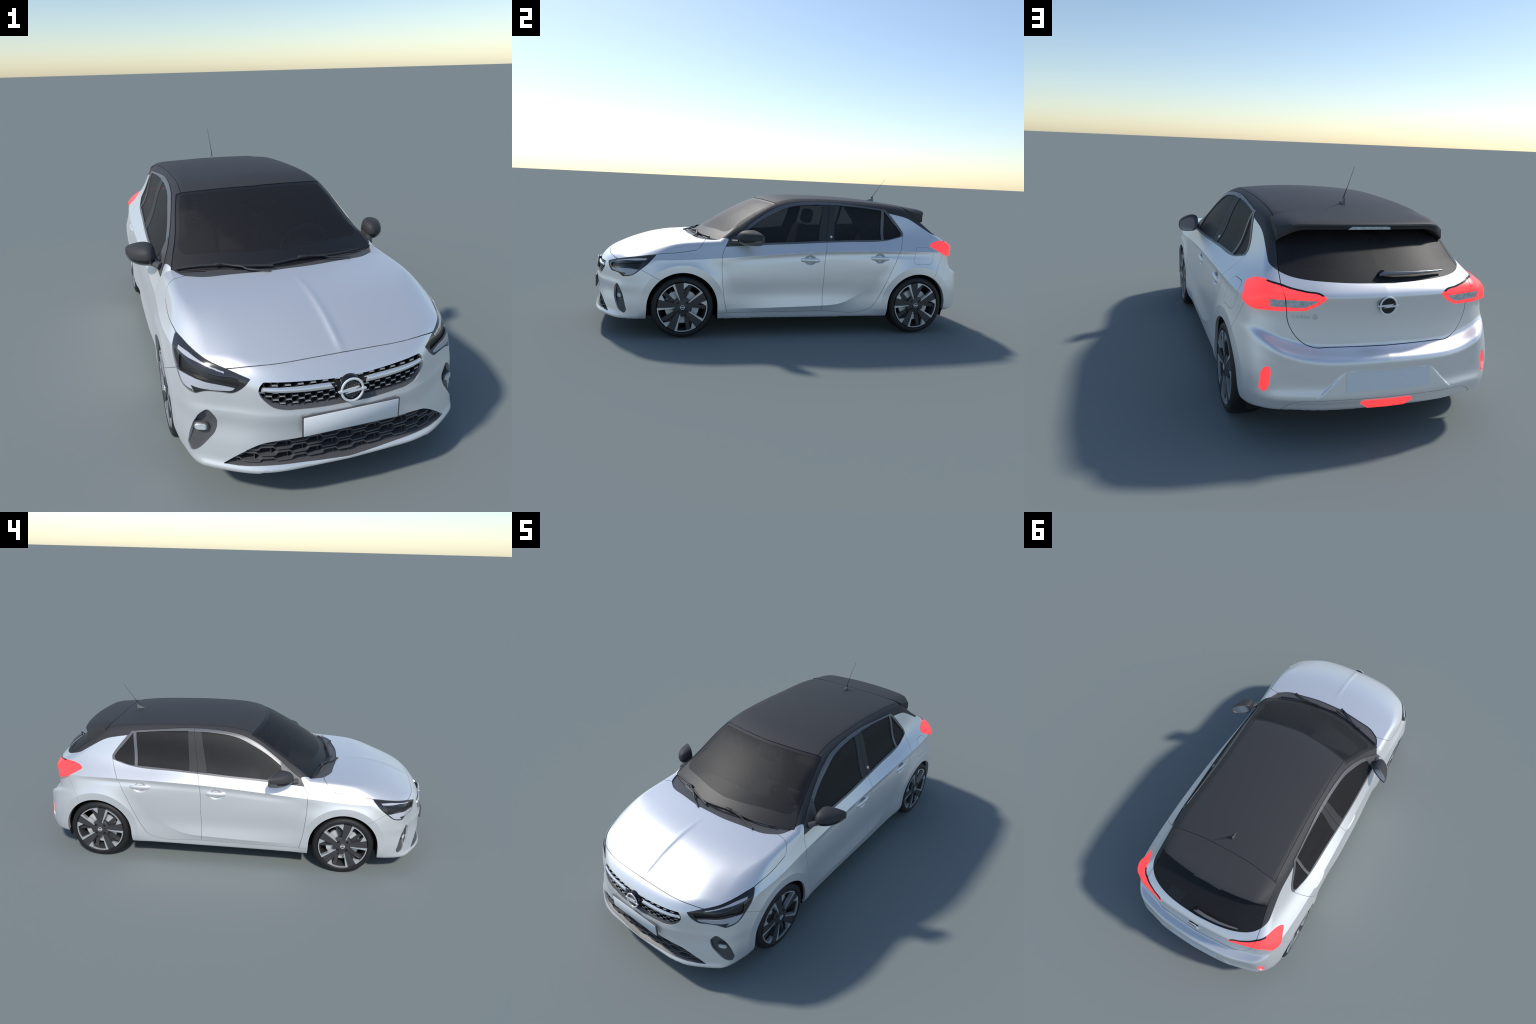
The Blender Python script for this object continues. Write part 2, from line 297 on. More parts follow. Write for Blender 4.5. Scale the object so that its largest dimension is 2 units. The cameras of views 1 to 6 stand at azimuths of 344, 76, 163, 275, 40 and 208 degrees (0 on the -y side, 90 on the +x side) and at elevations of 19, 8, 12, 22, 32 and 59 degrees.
def g_frit(P):                        # black printed border of the windscreen
    x, y = P[:, 0], P[:, 1]
    return smax(g_windscreen(P)+.014, (WS_BASE(x)+.058-y)*.9, .05)
def g_hood(P):
    x, y, z = P.T
    rear = np.maximum(y-HOOD_REAR(x), np.where(x > .325, (y-HOOD_CORNER(z))*.8, -1))
    return np.maximum(np.maximum(HOOD_FRONT(x)-y, rear), (HOOD_SIDE(y)-z)*.9)
def g_cowl(P):
    x, y, z = P.T
    return np.maximum(np.maximum(HOOD_REAR(x)-y, y-WS_BASE(x)), np.where(z > .44, x-.352, 1))
def g_roof(P):
    x, y, z = P.T
    return np.maximum(np.maximum(x-DITCH(y), WS_TOP(x)-y), np.maximum(.6-z, y-ROOF_END(x)))
def g_black(P):                       # black upper body: pillars, roof frame, rear window
    x, y, z = P.T
    a = np.where(y > .45, smax((BLACK_LINE(y)-z)*.75, GLASS_LOW(x)-z, .012), -1.)
    b = np.where(y < -.2, np.maximum(HOOD_REAR(np.minimum(x, .374))-y, (.4765-.35*np.maximum(.36-x, 0)-z)), -1.)
    c = np.where((y >= -.2) & (y <= .45), .50-z, -1.)
    return np.maximum(np.maximum(a, b), c)
def g_arch(P):
    d = 1.0
    for cy, r in ((FRONT_WHEEL, .1705), (REAR_WHEEL+.003, .169)):
        w = np.minimum(P[:, 2]-AXLE, 0)
        q = np.where(P[:, 2] > AXLE, np.hypot(P[:, 1]-cy, P[:, 2]-AXLE), np.abs(P[:, 1]-cy)+.04*w) - r
        d = np.minimum(d, q)
    return np.where(P[:, 0] > .21, d, 1.0)
def g_line(P, a, b, where):           # straight panel joint through two points of the side view
    a, b = np.array(a), np.array(b); e = (b-a)/np.linalg.norm(b-a)
    w = P[:, 1:]-a
    return np.where(where(P), w[:, 0]*e[1]-w[:, 1]*e[0], 1.0)
g_front_joint = lambda P: g_line(P, (-.770,.335), (-.681,.289), lambda P: (P[:, 1] < -.60) & (P[:, 0] > .25) & (P[:, 2] < .352))
g_rear_joint = lambda P: g_line(P, (.817,.429), (.762,.312), lambda P: (P[:, 1] > .70) & (P[:, 0] > .25) & (P[:, 2] < .47))
g_sill_joint = lambda P: np.where((np.abs(P[:, 1]+.40) < .055) & (P[:, 0] > .3), P[:, 2]-.1225, 1.)
SHOULDER = SIDE[7][1]
g_shoulder = lambda P: np.where((P[:, 0] > .34) & (P[:, 1] > -.70) & (P[:, 1] < .83), P[:, 2]-SHOULDER(P[:, 1]), 1.)
g_tail_edge = lambda P: R['taillight'](P)+.0040
g_lower = lambda P: np.where((P[:, 0] > .34) & (P[:, 1] > -.36) & (P[:, 1] < .44), P[:, 2]-LOWC(P[:, 1]), 1.)
def g_lip(P):
    q = [np.hypot(P[:, 1]-c, np.maximum(P[:, 2]-AXLE, 0))-LIP for c in (FRONT_WHEEL, REAR_WHEEL+.003)]
    return np.where((P[:, 0] > .34) & (P[:, 2] > .10), np.minimum(q[0], q[1]), 1.)
# ---------------------------------------------------------------- cut the body into its panels
SEAMS = [  # (function, half width of the joint)
 (g_hood, .0010), (R['door_a'], .0009), (R['door_b'], .0009), (R['flap'], .0006), (R['hatch'], .0011),
 (g_front_joint, .0007), (g_rear_joint, .0006), (g_sill_joint, .0006), (g_roof, .0010), (g_windscreen, .0010), (R['headlight'], .0009), (R['diffuser'], .0007)]
EDGES = [g_arch, R['grille'], R['intake'], R['drl_up'], R['drl_low'], R['lens_hood'], R['fog'], R['taillight'], R['tail_clear'], R['reflector'],
 R['fog_rear'], R['dlo'], R['glass_a'], R['glass_b'], R['glass_c'], g_tail_edge, g_frit, g_cowl, g_black, g_shoulder, g_lower, g_lip]
def clip_half(V, T):
    V, T, g = cut(V, T, V[:, 0])
    on = np.abs(g) < 1e-12; V[on, 0] = 0
    keep = (g[T] >= 0).all(1); T = T[keep]
    return V, T
V, T = body_mesh()
V, T = clip_half(V, T)
for fn in EDGES: V, T, _ = cut(V, T, fn(V))
for fn, w in SEAMS:
    V, T, _ = cut(V, T, fn(V)-w)
    V, T, _ = cut(V, T, fn(V)+w)
used = np.unique(T); rm = np.zeros(len(V), int); rm[used] = np.arange(len(used)); V = V[used]; T = rm[T]
C = V[T].mean(1)
G = grad(body_f, V); NV = G/np.linalg.norm(G, axis=1)[:, None]
NV[np.abs(V[:, 0]) < 1e-9, 0] = 0; NV /= np.linalg.norm(NV, axis=1)[:, None]
NC = NV[T]                                           # normals per triangle corner
near = (np.abs(g_shoulder(C)) < .010) | (np.abs(g_lower(C)) < .010) | (np.abs(g_lip(C)) < .010)                   # crisp crease: take each side's own normal there
Pc = V[T[near]]; Pc = Pc + .25*(C[near][:, None]-Pc)
Gc = grad(body_f, Pc.reshape(-1, 3)); NC[near] = (Gc/np.linalg.norm(Gc, axis=1)[:, None]).reshape(-1, 3, 3)
FN = np.cross(V[T[:, 1]]-V[T[:, 0]], V[T[:, 2]]-V[T[:, 0]]); FN /= np.maximum(np.linalg.norm(FN, axis=1), 1e-12)[:, None]
x, y, z = C.T
label = np.full(len(T), 'body_side', dtype='U16'); free = np.ones(len(T), bool)
def tag(name, mask):
    global free
    m = mask & free; label[m] = name; free = free & ~m
tag('none', g_arch(C) < 0)
tag('none', (R['grille'](C) < 0) | (R['intake'](C) < 0))
hl = R['headlight'](C) < 0
tail = R['taillight'](C) < 0; dlo = R['dlo'](C) < 0
gap = np.zeros(len(T), bool)
for fn, w in SEAMS:
    d = np.abs(fn(C)) < w
    if fn is R['hatch']: d &= (y > .70)
    if fn is g_front_joint: d &= ~hl
    if fn is g_rear_joint: d &= ~tail
    if fn is g_hood: d &= ~hl & (g_cowl(C) > 0)
    if fn is R['door_a'] or fn is R['door_b']: d &= (z < .677)
    gap |= d
flap_gap = np.abs(R['flap'](C)) < .0006
tag('gap', gap)
tag('drl', hl & ((R['drl_up'](C) < 0) | (R['drl_low'](C) < 0)))
tag('lamp_projector', hl & (R['lens_hood'](C) < 0))
tag('headlight', hl)
tag('fog', R['fog'](C) < 0)
tag('tail_clear', tail & (R['tail_clear'](C) < 0))
tag('tail_black', tail & (R['taillight'](C) > -.0040) & (tail_q(C)[:, 0] < -.33) & (C[:, 2] > .4615))
tag('taillight', tail)
tag('reflector', R['reflector'](C) < 0)
tag('fog_rear', R['fog_rear'](C) < 0)
tag('window_a', R['glass_a'](C) < 0); tag('window_b', R['glass_b'](C) < 0); tag('window_c', R['glass_c'](C) < 0)
tag('sail', dlo & (y < -.24) & (g_line(C, (-.262,.463), (-.246,.532), lambda P: P[:, 1] < -.2) < 0) & (z < .545))
bp = dlo & (y > .105) & (y < .24) & (z < .664) & (z > .4835+.045*(y-.158))
tag('pillar_a', bp & (R['door_a'](C) < 0)); tag('pillar_b', bp)
tag('trim_a', dlo & (R['door_a'](C) < 0)); tag('trim_b', dlo)
tag('frit', (g_windscreen(C) < 0) & (g_frit(C) > 0))
tag('windscreen', g_windscreen(C) < 0)
tag('cowl', (g_cowl(C) < 0) & (z > .44))
tag('hood', g_hood(C) < 0)
tag('roof', g_roof(C) < 0)
blk = g_black(C) < 0
hatch = (R['hatch'](C) < 0) & (y > .66)
tag('rear_window', blk & hatch & (y > .68))
tag('frame', blk)
tag('hatch', hatch)
tag('door_a', R['door_a'](C) < 0); tag('door_b', R['door_b'](C) < 0); tag('flap', R['flap'](C) < 0)
tag('floor', (FN[:, 2] < -.75) & (z < .135))
tag('diffuser', (y > .70) & (R['diffuser'](C) < 0))
tag('bumper_front', (y < -.60) & ((g_front_joint(C) < 0) & (z < .36) | (y < -.78)))
tag('fender', (y < -.33) & (z > .1225))
tag('bumper_rear', (y > .70) & (g_rear_joint(C) < 0) & (z < .45))
if __name__ == '__main__' and 0: print({k: int((label == k).sum()) for k in np.unique(label)})
# ---------------------------------------------------------------- Blender side
def finish(me, loop_normals=None, smooth=True):
    me.polygons.foreach_set('use_smooth', np.full(len(me.polygons), smooth)); me.update()
    if loop_normals is not None: me.normals_split_custom_set(loop_normals)
def tri_mesh(name, verts, tris, normals):
    me = bpy.data.meshes.new(name)
    me.vertices.add(len(verts)); me.vertices.foreach_set('co', np.ascontiguousarray(verts, np.float32).ravel())
    me.loops.add(len(tris)*3); me.loops.foreach_set('vertex_index', np.ascontiguousarray(tris, np.int32).ravel())
    me.polygons.add(len(tris)); me.polygons.foreach_set('loop_start', np.arange(0, len(tris)*3, 3, dtype=np.int32))
    me.update(calc_edges=True)
    finish(me, normals.reshape(-1, 3))
    return me
def add(me, mat, parent, name=None):
    ob = bpy.data.objects.new(name or me.name, me); bpy.context.scene.collection.objects.link(ob)
    if mat is not None: me.materials.append(mat)
    ob.parent = parent
    return ob
def panel_arrays(mask, lift=0., rim=.006, rim_open=None):
    """triangles of a panel, lifted along the normal, with a turned-in edge of the given depth"""
    t = T[mask]; nc = NC[mask]; u = np.unique(t); rm = np.zeros(len(V), int); rm[u] = np.arange(len(u))
    v = V[u]; nv = NV[u]; t = rm[t]
    l = lift(v) if callable(lift) else lift
    v = v + nv*(np.asarray(l)[:, None] if np.ndim(l) else l)
    if rim:
        E = np.concatenate([t[:, [0, 1]], t[:, [1, 2]], t[:, [2, 0]]]); S = np.sort(E, 1)
        key = S[:, 0]*len(v)+S[:, 1]; _, inv, cn = np.unique(key, return_inverse=True, return_counts=True)
        B = E[cn[inv] == 1]
        B = B[~((v[B[:, 0], 0] < 1e-7) & (v[B[:, 1], 0] < 1e-7))]
        a, b = v[B[:, 0]], v[B[:, 1]]; na, nb = nv[B[:, 0]], nv[B[:, 1]]
        out = np.cross(b-a, na+nb); out /= np.maximum(np.linalg.norm(out, axis=1), 1e-12)[:, None]
        m = len(v); k = len(B); ar = np.arange(k)
        v = np.concatenate([v, a, b, b-nb*rim, a-na*rim])
        t = np.concatenate([t, np.stack([m+k+ar, m+ar, m+3*k+ar], 1), np.stack([m+k+ar, m+3*k+ar, m+2*k+ar], 1)])
        nc = np.concatenate([nc, np.repeat(out[:, None], 3, 1), np.repeat(out[:, None], 3, 1)])
    return v, t, nc
def mirrored(v, t, n):
    return v*[-1, 1, 1], t[:, ::-1], n[:, ::-1]*[-1, 1, 1]
def panel_whole(name, mask, mat, parent, **kw):
    v, t, n = panel_arrays(mask, **kw); w, s, o = mirrored(v, t, n)
    mid = np.nonzero(v[:, 0] < 1e-7)[0]
    s = s + len(v)
    mp = np.arange(2*len(v)); mp[mid+len(v)] = mid; s = mp[s]
    return add(tri_mesh(name, np.concatenate([v, w]), np.concatenate([t, s]), np.concatenate([n, o])), mat, parent)
def panel_pair(name, mask, mat, parents, which=None, **kw):
    v, t, n = panel_arrays(mask, **kw)
    pr = parents if isinstance(parents, tuple) else (parents, parents)
    if which == 0: return add(tri_mesh(name, v, t, n), mat, pr[0])
    if which == 1: return add(tri_mesh(name, *mirrored(v, t, n)), mat, pr[1])
    return (add(tri_mesh(name, v, t, n), mat, pr[0]), add(tri_mesh(name, *mirrored(v, t, n)), mat, pr[1]))
# ---------------------------------------------------------------- materials
def material(name, color, rough=.5, metal=0., coat=0., spec=.5, emit=0., grain=0., grain_scale=60., bump=0., **kw):
    m = bpy.data.materials.new(name); m.use_nodes = True; nt = m.node_tree; b = nt.nodes['Principled BSDF']
    c = (*color, 1)
    b.inputs['Base Color'].default_value = c; b.inputs['Roughness'].default_value = rough; b.inputs['Metallic'].default_value = metal
    b.inputs['Coat Weight'].default_value = coat; b.inputs['Coat Roughness'].default_value = .04; b.inputs['Specular IOR Level'].default_value = spec
    if emit:
        b.inputs['Emission Color'].default_value = c; b.inputs['Emission Strength'].default_value = emit
    tc = nt.nodes.new('ShaderNodeTexCoord'); no = nt.nodes.new('ShaderNodeTexNoise'); no.inputs['Scale'].default_value = grain_scale; no.inputs['Detail'].default_value = 3
    nt.links.new(tc.outputs['Object'], no.inputs['Vector'])
    if grain:
        rp = nt.nodes.new('ShaderNodeValToRGB'); e = rp.color_ramp.elements
        e[0].position, e[1].position = .3, .7
        e[0].color = (*[v*(1-grain) for v in color], 1); e[1].color = (*[min(v*(1+grain), 1) for v in color], 1)
        nt.links.new(no.outputs['Fac'], rp.inputs['Fac']); nt.links.new(rp.outputs['Color'], b.inputs['Base Color'])
    if bump:
        bp_ = nt.nodes.new('ShaderNodeBump'); bp_.inputs['Strength'].default_value = bump; bp_.inputs['Distance'].default_value = .001
        nt.links.new(no.outputs['Fac'], bp_.inputs['Height']); nt.links.new(bp_.outputs['Normal'], b.inputs['Normal'])
    return m
def glass(name, tint, rough=.5):
    """thin tinted pane: clear straight through, mirror-like at glancing angles"""
    m = bpy.data.materials.new(name); m.use_nodes = True; nt = m.node_tree; nt.nodes.clear()
    out = nt.nodes.new('ShaderNodeOutputMaterial'); mix = nt.nodes.new('ShaderNodeMixShader')
    tr = nt.nodes.new('ShaderNodeBsdfTransparent'); tr.inputs['Color'].default_value = (*tint, 1)
    gl = nt.nodes.new('ShaderNodeBsdfPrincipled'); gl.inputs['Base Color'].default_value = (.035, .035, .037, 1); gl.inputs['Roughness'].default_value = rough; gl.inputs['Specular IOR Level'].default_value = .6
    fr = nt.nodes.new('ShaderNodeFresnel'); fr.inputs['IOR'].default_value = 1.5
    mp = nt.nodes.new('ShaderNodeMapRange'); mp.inputs['To Min'].default_value = .40; mp.inputs['To Max'].default_value = 1.
    nt.links.new(fr.outputs['Fac'], mp.inputs['Value']); nt.links.new(mp.outputs['Result'], mix.inputs['Fac'])
    nt.links.new(tr.outputs['BSDF'], mix.inputs[1]); nt.links.new(gl.outputs['BSDF'], mix.inputs[2]); nt.links.new(mix.outputs['Shader'], out.inputs['Surface'])
    return m
PAINT = material('white_paint', (.85,.85,.855), rough=.38, metal=.62)
BLACK = material('black_roof_paint', (.045,.045,.047), rough=.6, spec=.35)
GLOSS = material('gloss_black', (.012,.012,.014), rough=.12)
PLASTIC = material('dark_plastic', (.085,.085,.088), rough=.45, grain=.12, bump=.15, grain_scale=300)
JOINT_SHADE = material('joint_shadow', (.05,.05,.055), rough=.8)  # dark colour draws the shadow line inside the panel gaps
TRIM = material('satin_trim', (.17,.17,.175), rough=.4, metal=.4)
CHROME = material('chrome', (.86,.86,.87), rough=.2, metal=.7)
SILVER = material('silver', (.62,.63,.64), rough=.25, metal=.7)
RED = material('red_lamp', (1.,.055,.06), rough=.3, emit=.9)
CLEAR = material('clear_lamp', (.55,.58,.60), rough=.15, grain=.25, grain_scale=90)
DRLM = material('lamp_white', (.47,.48,.52), rough=.25)
LAMPBLACK = material('lamp_black', (.022,.022,.024), rough=.15, coat=.5)
UNDER = material('underbody', (.02,.02,.02), rough=.85, grain=.3)
GLASS = glass('tinted_glass', (.45,.46,.47)); SCREEN = glass('screen_glass', (.65,.66,.67))
INNER = material('interior_fabric', (.03,.03,.032), rough=.8, grain=.25, grain_scale=200, bump=.2)
# ---------------------------------------------------------------- assemble the shell
car = bpy.data.objects.new('car', None); bpy.context.scene.collection.objects.link(car)
car['label'] = 'white compact hatchback car with black roof and mirrors'; car['category'] = 'car'
L = lambda *n: np.isin(label, n)
hood = panel_whole('hood', L('hood'), PAINT, car)
roof = panel_whole('roof', L('roof'), BLACK, car)
frame = panel_whole('roof_frame', L('frame'), BLACK, car)
windscreen = panel_whole('windscreen', L('windscreen'), SCREEN, car, lift=-.002, rim=0)
panel_whole('windscreen_border', L('frit'), material('black_print', (.012,.012,.013), rough=.5), windscreen, lift=-.002, rim=.004)
cowl = panel_whole('cowl', L('cowl'), PLASTIC, car, lift=-.006, rim=.012)
bumper_front = panel_whole('bumper', L('bumper_front'), PAINT, car, rim=.010)
bumper_rear = panel_whole('bumper', L('bumper_rear'), PAINT, car, rim=.016)
panel_whole('diffuser', L('diffuser'), PAINT, bumper_rear)
tailgate = panel_whole('tailgate', L('hatch'), PAINT, car)
rear_window = panel_whole('rear_window', L('rear_window'), GLASS, tailgate, rim=.004)
fender = panel_pair('fender', L('fender'), PAINT, car, rim=.010)
side = (panel_pair('body_side', L('body_side'), PAINT, car, rim=.010, which=0), panel_pair('body_side', L('body_side', 'flap') | (L('gap') & flap_gap), PAINT, car, rim=.010, which=1))
door_a = panel_pair('door', L('door_a'), PAINT, car); door_b = panel_pair('door', L('door_b'), PAINT, car)
panel_pair('charging_flap', L('flap'), PAINT, side, which=0)
panel_pair('window', L('window_a'), GLASS, door_a, lift=-.003, rim=0); panel_pair('window', L('window_b'), GLASS, door_b, lift=-.003, rim=0)
panel_pair('window', L('window_c'), GLASS, door_b, lift=-.003, rim=0)
panel_pair('pillar_cover', L('pillar_a'), BLACK, door_a, lift=-.001); panel_pair('pillar_cover', L('pillar_b'), BLACK, door_b, lift=-.001)
panel_pair('window_trim', L('trim_a'), TRIM, door_a, lift=.0015, rim=.007); panel_pair('window_trim', L('trim_b'), TRIM, door_b, lift=.0015, rim=.007)
sail = panel_pair('mirror_base', L('sail'), PLASTIC, door_a, lift=.002, rim=.008)
headlight = panel_pair('headlight', L('headlight'), LAMPBLACK, car, lift=-.003, rim=.010)
panel_pair('running_light', L('drl'), DRLM, headlight, lift=-.001, rim=.008)
panel_pair('projector', L('lamp_projector'), material('lamp_depth', (.012,.012,.013), rough=.45), headlight, lift=-.008, rim=0)
swell = lambda v: .002 + .012*step(v[:, 0], .33, .385)*step(v[:, 1], .78, .83)*(1-.85*step(v[:, 1], .855, .895))
taillight = panel_pair('taillight', L('taillight'), RED, car, lift=swell, rim=.012)
panel_pair('lamp_edge', L('tail_black'), GLOSS, taillight, lift=swell, rim=.006)
panel_pair('reversing_light', L('tail_clear'), CLEAR, taillight, lift=.0015, rim=.006)
panel_pair('reflector', L('reflector'), RED, bumper_rear, lift=lambda v: -.002-.011*step(v[:, 0], .352, .378), rim=0)
panel_whole('fog_light', L('fog_rear'), RED, bumper_rear, lift=.003, rim=.008)
floor_panel = panel_whole('underbody', L('floor'), UNDER, car, rim=0)
joint_shade = panel_whole('panel_joint', L('gap'), JOINT_SHADE, car, lift=-.004, rim=0); joint_shade['kind'] = 'stuff'

lining = panel_whole('interior_lining', (L('door_a', 'door_b', 'hatch', 'frame', 'roof', 'taillight', 'tail_clear', 'tail_black', 'fog_rear', 'flap') | (L('body_side') & (z > .2))), INNER, car, lift=-.016, rim=0)
# ---------------------------------------------------------------- tools for the remaining parts
def mesh(name, verts, faces, mat, parent, angle=35.):
    me = bpy.data.meshes.new(name); me.from_pydata([tuple(map(float, v)) for v in verts], [], [tuple(map(int, f)) for f in faces])
    me.update(); bm = bmesh.new(); bm.from_mesh(me); bmesh.ops.recalc_face_normals(bm, faces=bm.faces); bm.to_mesh(me); bm.free()
    me.shade_smooth(); me.set_sharp_from_angle(angle=math.radians(angle))
    return add(me, mat, parent, name)
def loft_data(rings, close=True, caps=True):
    rings = np.asarray(rings, float); m, n = rings.shape[:2]; v = rings.reshape(-1, 3); f = []
    for i in range(m-1):
        for j in range(n if close else n-1):
            k = (j+1) % n
            f.append((i*n+j, i*n+k, (i+1)*n+k, (i+1)*n+j))
    if caps and close: f += [tuple(range(n)), tuple(range((m-1)*n, m*n))]
    return v, f
def loft(name, rings, mat, parent, close=True, caps=True, angle=35.):
    return mesh(name, *loft_data(rings, close, caps), mat, parent, angle)
def lathe_data(profile, n=64):
    """profile of (radius, x) turned about the x axis"""
    a = np.arange(n)*2*math.pi/n
    rings = [[(x, r*math.cos(t), r*math.sin(t)) for t in a] for r, x in profile]
    return loft_data(rings, True, False)
def tube_data(path, rad, n=10, squash=1.):
    path = np.array(path, float); rad = np.broadcast_to(rad, len(path)); rings = []
    for i, p in enumerate(path):
        d = path[min(i+1, len(path)-1)]-path[max(i-1, 0)]; d /= np.linalg.norm(d)
        u = np.cross(d, (0, 0, 1)); u = u/np.linalg.norm(u) if np.linalg.norm(u) > 1e-6 else np.array((1, 0, 0)); w = np.cross(u, d)
        rings.append([p + rad[i]*(math.cos(t)*u + squash*math.sin(t)*w) for t in np.arange(n)*2*math.pi/n])
    return loft_data(rings)
def join_data(parts):
    V_, F_ = [], []
    for v, f in parts:
        o = len(V_); V_ += [tuple(q) for q in v]; F_ += [tuple(i+o for i in g) for g in f]
    return V_, F_
def box_data(c, s, rot=None):
    c = np.array(c, float); v = np.array([(a, b, d) for a in (-.5, .5) for b in (-.5, .5) for d in (-.5, .5)])*s
    if rot is not None: v = v@np.array(rot).T
    return v+c, [(0, 1, 3, 2), (4, 6, 7, 5), (0, 4, 5, 1), (2, 3, 7, 6), (0, 2, 6, 4), (1, 5, 7, 3)]
def soft_box(name, c, s, mat, parent, bevel=.008, seg=3, rot=None, taper=None):
    v, f = box_data((0, 0, 0), s)
    if taper: v = np.array([(p[0]*(taper if p[2] > 0 else 1), p[1], p[2]) for p in v])
    me = bpy.data.meshes.new(name); me.from_pydata([tuple(p) for p in v], [], f); bm = bmesh.new(); bm.from_mesh(me)
    bmesh.ops.bevel(bm, geom=list(bm.edges), offset=bevel, segments=seg, profile=.5, affect='EDGES')
    bmesh.ops.recalc_face_normals(bm, faces=bm.faces); bm.to_mesh(me); bm.free()
    co = np.array([q.co for q in me.vertices])
    if rot is not None: co = co@np.array(rot).T
    co = co + np.array(c)
    me.vertices.foreach_set('co', co.ravel()); me.update(); me.shade_smooth(); me.set_sharp_from_angle(angle=math.radians(50))
    return add(me, mat, parent, name)
def prism_data(poly, to3, depth):
    """flat outline (2D) mapped by to3(u, v, d) at depth 0 and depth"""
    n = len(poly)
    v = [to3(a, b, 0) for a, b in poly] + [to3(a, b, depth) for a, b in poly]
    return v, [tuple(range(n)), tuple(range(n, 2*n))] + [(i, (i+1) % n, n+(i+1) % n, n+i) for i in range(n)]
def rx(deg):
    a = math.radians(deg); return np.array([(1, 0, 0), (0, math.cos(a), -math.sin(a)), (0, math.sin(a), math.cos(a))])
def ry(deg):
    a = math.radians(deg); return np.array([(math.cos(a), 0, math.sin(a)), (0, 1, 0), (-math.sin(a), 0, math.cos(a))])
def rz(deg):
    a = math.radians(deg); return np.array([(math.cos(a), -math.sin(a), 0), (math.sin(a), math.cos(a), 0), (0, 0, 1)])
def flip(data):
    v, f = data; return [(-p[0], p[1], p[2]) for p in v], [tuple(reversed(g)) for g in f]
RUBBER = material('tyre_rubber', (.010,.010,.011), rough=.6, grain=.2, bump=.2, grain_scale=400)
ALLOY = material('anthracite_alloy', (.045,.045,.048), rough=.4)
CUTALLOY = material('machined_alloy', (.70,.71,.73), rough=.3, metal=.6)
BRAKE = material('brake_metal', (.62,.62,.62), rough=.45, metal=.3, grain=.1)
LINER = material('arch_liner', (.008,.008,.008), rough=.9)
PLATE = material('number_plate', (.74,.76,.78), rough=.4)
MIRROR = material('mirror_glass', (.42,.46,.52), rough=.22, metal=.6)
BADGE = material('badge_silver', (.85,.86,.88), rough=.25, metal=.3)
# ---------------------------------------------------------------- wheels
RIM, WX = .1215, .4235
def polar(r, deg): a = math.radians(deg); return (RIM*r*math.cos(a), RIM*r*math.sin(a))
def ring_sector(r0, r1, d0, d1, n=8):
    return [polar(r1, d0+(d1-d0)*i/n) for i in range(n+1)] + [polar(r0, d1-(d1-d0)*i/n) for i in range(n+1)]
face = lambda x0: (lambda u, v, d: (x0-d-.010*max(0, 1-math.hypot(u, v)/RIM/.55)*.5, u, v))
def wheel_data():
    tyre = lathe_data([(RIM-.004,.33),(RIM+.004,.322),(.138,.318),(.1485,.326),(.1522,.338),(.1526,.37),(.1522,.402),(.1490,.414),(.143,.4205),(.134,.4235),(.127,.4225),(RIM+.001,.418),(RIM-.003,.410),(RIM-.006,.34),(RIM-.004,.33)], 96)
    grooves = []
    barrel = lathe_data([(RIM-.001,.4185),(RIM*.985,.4205),(RIM*.955,.4195),(RIM*.945,.405),(RIM*.90,.385),(RIM*.88,.33),(RIM*.86,.33),(RIM*.87,.385)], 96)
    hub = lathe_data([(.0001,.4225),(.010,.4225),(.0125,.4215),(.030,.4180),(.043,.4175),(.047,.4150),(.047,.395),(.0001,.395)], 48)
    dark = [barrel, hub]; bright = []
    for k in range(5):
        p = 88+72*k
        dark.append(prism_data([polar(.985, p), polar(.985, p+7), polar(.985, p+14), polar(.985, p+21), polar(.6, p+21.5), polar(.30, p+23), polar(.30, p-4), polar(.42, p-5), polar(.7, p-1.5)], face(WX-.002), .020))
        dark.append(prism_data([polar(.95, p-13), polar(.95, p-22.5), polar(.42, p-21), polar(.40, p+1)], face(WX-.019), .016))
        dark.append(prism_data([polar(.955, p-4), polar(.955, p-7), polar(.60, p-6), polar(.5, p-2)], face(WX-.014), .014))
        bright.append(prism_data([polar(.995, p+20.6), polar(.990, p+25.8), polar(.935, p+26.4), polar(.6, p+25.6), polar(.31, p+25.2), polar(.315, p+19.6), polar(.6, p+20.9)], face(WX-.0008), .018))
        bright.append(prism_data([polar(.995, p+.4), polar(.99, p-6), polar(.985, p-12), polar(.945, p-12), polar(.745, p-1.2)], face(WX-.0008), .014))
        bright.append(prism_data(ring_sector(.952, .990, p+25.5, p+61), face(WX-.0008), .012))
    bolts = []
    for k in range(4):
        a = math.radians(45+90*k); c = (.0225*math.cos(a)*1.42, .0225*math.sin(a)*1.42)
        v, f = lathe_data([(.0001,.4195),(.0062,.4195),(.0072,.4185),(.0072,.410)], 16)
        bolts.append(([(q[0], q[1]+c[0]*.95, q[2]+c[1]*.95) for q in v], f))
    disc = lathe_data([(.045,.393),(.083,.393),(.083,.378),(.045,.378)], 64)
    cal = []
    for d0 in (150,):
        cal.append(prism_data(ring_sector(.42, .72, d0-26, d0+26, 10), lambda u, v, d: (.400-d, u, v), .05))
    return dict(tyre=tyre, dark=join_data(dark), bright=join_data(bright), bolts=join_data(bolts), disc=disc, cal=join_data(cal))
